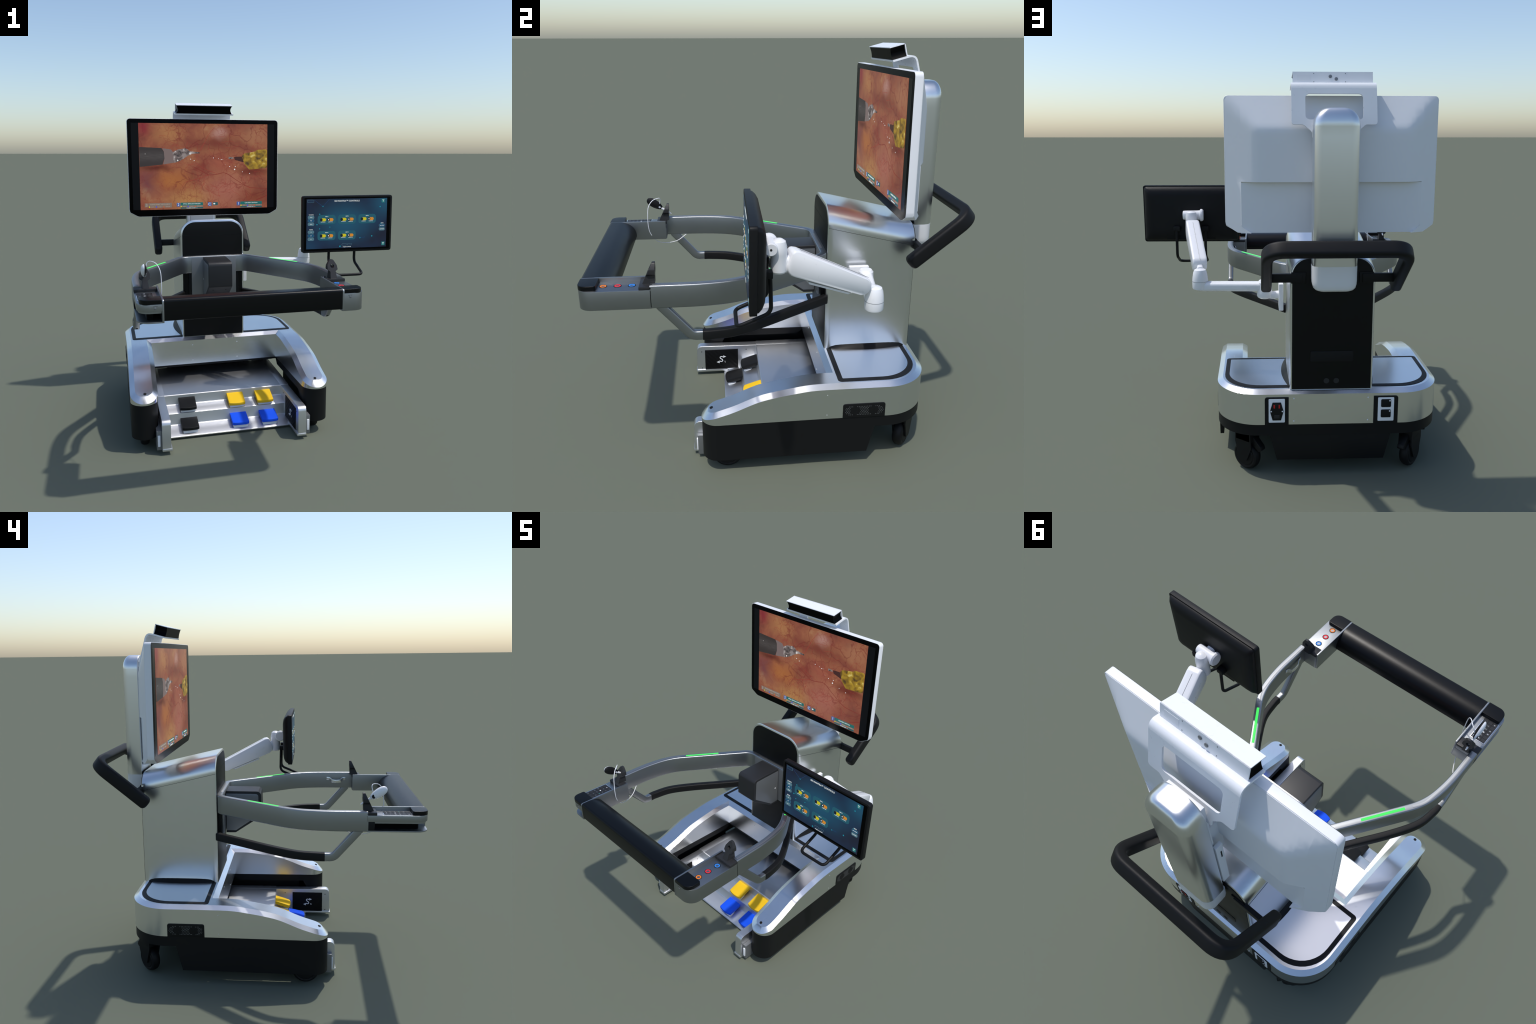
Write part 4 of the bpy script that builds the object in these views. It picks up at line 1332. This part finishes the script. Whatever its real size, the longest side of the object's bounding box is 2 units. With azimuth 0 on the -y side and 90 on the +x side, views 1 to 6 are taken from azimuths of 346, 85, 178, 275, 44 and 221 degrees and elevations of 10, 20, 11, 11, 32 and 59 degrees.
# carrying loop and mounting plates behind it
loop = fillet([(0.500, -0.122, 1.165), (0.500, -0.118, 0.988), (0.500, -0.257, 0.930), (0.672, -0.257, 0.930), (0.672, -0.118, 0.988), (0.672, -0.122, 1.165)], 0.03, 8)
tube("carrying_loop", loop, 0.0085, BLACK, TOUCH, n=14)
MOUNT = block("mount_plate", 0.50, 0.665, -0.154, -0.146, 1.145, 1.295, BLACK, TOUCH, bevel=0.003)
for x in (0.500, 0.672):
    block("loop_clamp", x - 0.02, x + 0.02, -0.154, -0.112, 1.14, 1.17, BLACK, MOUNT, bevel=0.004)
block("cable_plate", 0.44, 0.735, -0.1532, -0.1515, 1.085, 1.16, PANEL, TOUCH, bevel=0.001)  # thin black plate on the back, nothing is sunk in

# ------------------------------------------------------------------ monitor arm
ARM = block("monitor_arm", 0.051, 0.0755, 0.335, 0.436, 0.796, 0.942, GLOSSW, ROOT, bevel=0.006, seg=3)      # wall plate
J0 = Vector((0.150, 0.400, 0.0))
J1 = Vector((0.493, 0.352, 0.0))
lathe("wall_joint", [(0, 0.858), (0.026, 0.858), (0.036, 0.864), (0.0405, 0.872), (0.0405, 0.890), (0.040, 0.900), (0.036, 0.945), (0.028, 0.955), (0, 0.957)], (J0.x, J0.y, 0), (0, 0, 1), GLOSSW, ARM)
sweep("wall_bracket", [(0.07, 0.392, 0.876), (0.105, 0.394, 0.872), (0.14, 0.398, 0.876)], section(0.05, 0.036, 0.014, 4), GLOSSW, ARM, smooth=45)
d = (J1 - J0).normalized()
sweep("forearm", [(J0.x, J0.y, 0.922), (J0.x + 0.10, J0.y - 0.014, 0.920), (J1.x - 0.1, J1.y + 0.014, 0.917), (J1.x, J1.y, 0.914)], section(0.064, 0.048, 0.017, 5), GLOSSW, ARM, smooth=45)
lathe("elbow", [(0, 0.896), (0.030, 0.897), (0.040, 0.902), (0.0425, 0.910), (0.0425, 0.940), (0.0425, 0.944), (0.0405, 0.965), (0.0365, 0.990), (0.031, 1.004), (0.02, 1.010), (0, 1.012)],
      (J1.x, J1.y, 0), (0, 0, 1), GLOSSW, ARM)
lathe("elbow_line", [(0.0426, 0.9425), (0.0430, 0.9425), (0.0430, 0.9440), (0.0426, 0.9440), (0.0426, 0.9425)], (J1.x, J1.y, 0), (0, 0, 1), GREY, ARM, caps=False)  # thin grey ring marks the joint, no open gap
A0, A1 = Vector((0.501, 0.288, 1.026)), Vector((0.566, -0.020, 1.165))
sweep("elbow_link", [(J1.x, J1.y - 0.01, 0.998), (0.497, 0.315, 1.008), (A0.x, A0.y - 0.03, A0.z + 0.008)], section(0.034, 0.04, 0.012, 4), GLOSSW, ARM, smooth=45)
ax = (A1 - A0).normalized()
Ln = (A1 - A0).length
sd = ax.cross(Vector((0, 0, 1))).normalized()
un = sd.cross(ax)
prof = roundpoly([(-0.034, -0.040), (Ln + 0.026, -0.056), (Ln + 0.030, 0.050), (Ln - 0.0, 0.056), (-0.030, 0.036)], [0.036, 0.045, 0.03, 0.02, 0.034], 8)
n = len(prof)
rings = []
for q, k in ((-0.038, 0.90), (-0.034, 0.97), (-0.026, 1.0), (0.026, 1.0), (0.034, 0.97), (0.038, 0.90)):
    c = Vector((Ln / 2, 0))
    rings.append([tuple(A0 + ax * (c.x + (a - c.x) * (1 - (1 - k) * 0.25)) + un * (b * k) + sd * q) for a, b in prof])
UPPER = loft("upper_arm", rings, GLOSSW, ARM, smooth=50)
tube("arm_seam", [A0 + ax * (-0.02) + un * 0.0375 , A0 + ax * (Ln * 0.5) + un * 0.0475, A0 + ax * (Ln - 0.01) + un * 0.0562], 0.0008, GREY, UPPER, n=6)
cable_cover = [(0.04, -0.047), (Ln * 0.72, -0.058), (Ln * 0.70, -0.066), (0.05, -0.056)]
loft("cable_cover", [[tuple(A0 + ax * a + un * b + sd * q) for a, b in cable_cover] for q in (-0.02, 0.02)], WHITE, UPPER)
lathe("neck", [(0, 1.122), (0.028, 1.124), (0.034, 1.132), (0.035, 1.16), (0.034, 1.20), (0.035, 1.205), (0.034, 1.235), (0.028, 1.258), (0.014, 1.268), (0, 1.27)], (0.577, -0.078, 0), (0, 0, 1), GLOSSW, ARM)
sweep("neck_link", [(0.577, -0.075, 1.155), (0.568, -0.015, 1.160)], section(0.045, 0.07, 0.018, 4), GLOSSW, ARM)
lathe("tilt_joint", [(0, -0.064), (0.030, -0.063), (0.0365, -0.056), (0.0365, -0.046), (0.029, -0.042), (0.028, -0.025), (0.0275, 0.045), (0.0265, 0.055), (0.024, 0.058), (0, 0.058)], (0.572, -0.114, 1.238), (1, 0, 0), GLOSSW, ARM)
lathe("tilt_screw", [(0, 0), (0.005, 0), (0.005, 0.0008), (0, 0.0008)], (0.630, -0.114, 1.238), (1, 0, 0), DARK, ARM, n=12)
sweep("tilt_link", [(0.572, -0.112, 1.238), (0.572, -0.148, 1.238)], section(0.05, 0.045, 0.015, 4), GLOSSW, ARM)

# the main monitor leans back a touch towards its lower edge
for o in [MONITOR] + list(MONITOR.children):
    for v in o.data.vertices:
        v.co.y += 0.001 + 0.0095 * (1.86 - v.co.z)

# the touch monitor is turned and tipped very slightly on its arm
for o in [TOUCH] + list(TOUCH.children):
    if o.name.startswith(("carrying_loop", "mount_plate", "cable_plate")):
        continue
    for v in o.data.vertices:
        v.co.y += 0.010 * (TX1 - v.co.x) / (TX1 - TX0) + 0.005 * (v.co.z - TZ0) / (TZ1 - TZ0)
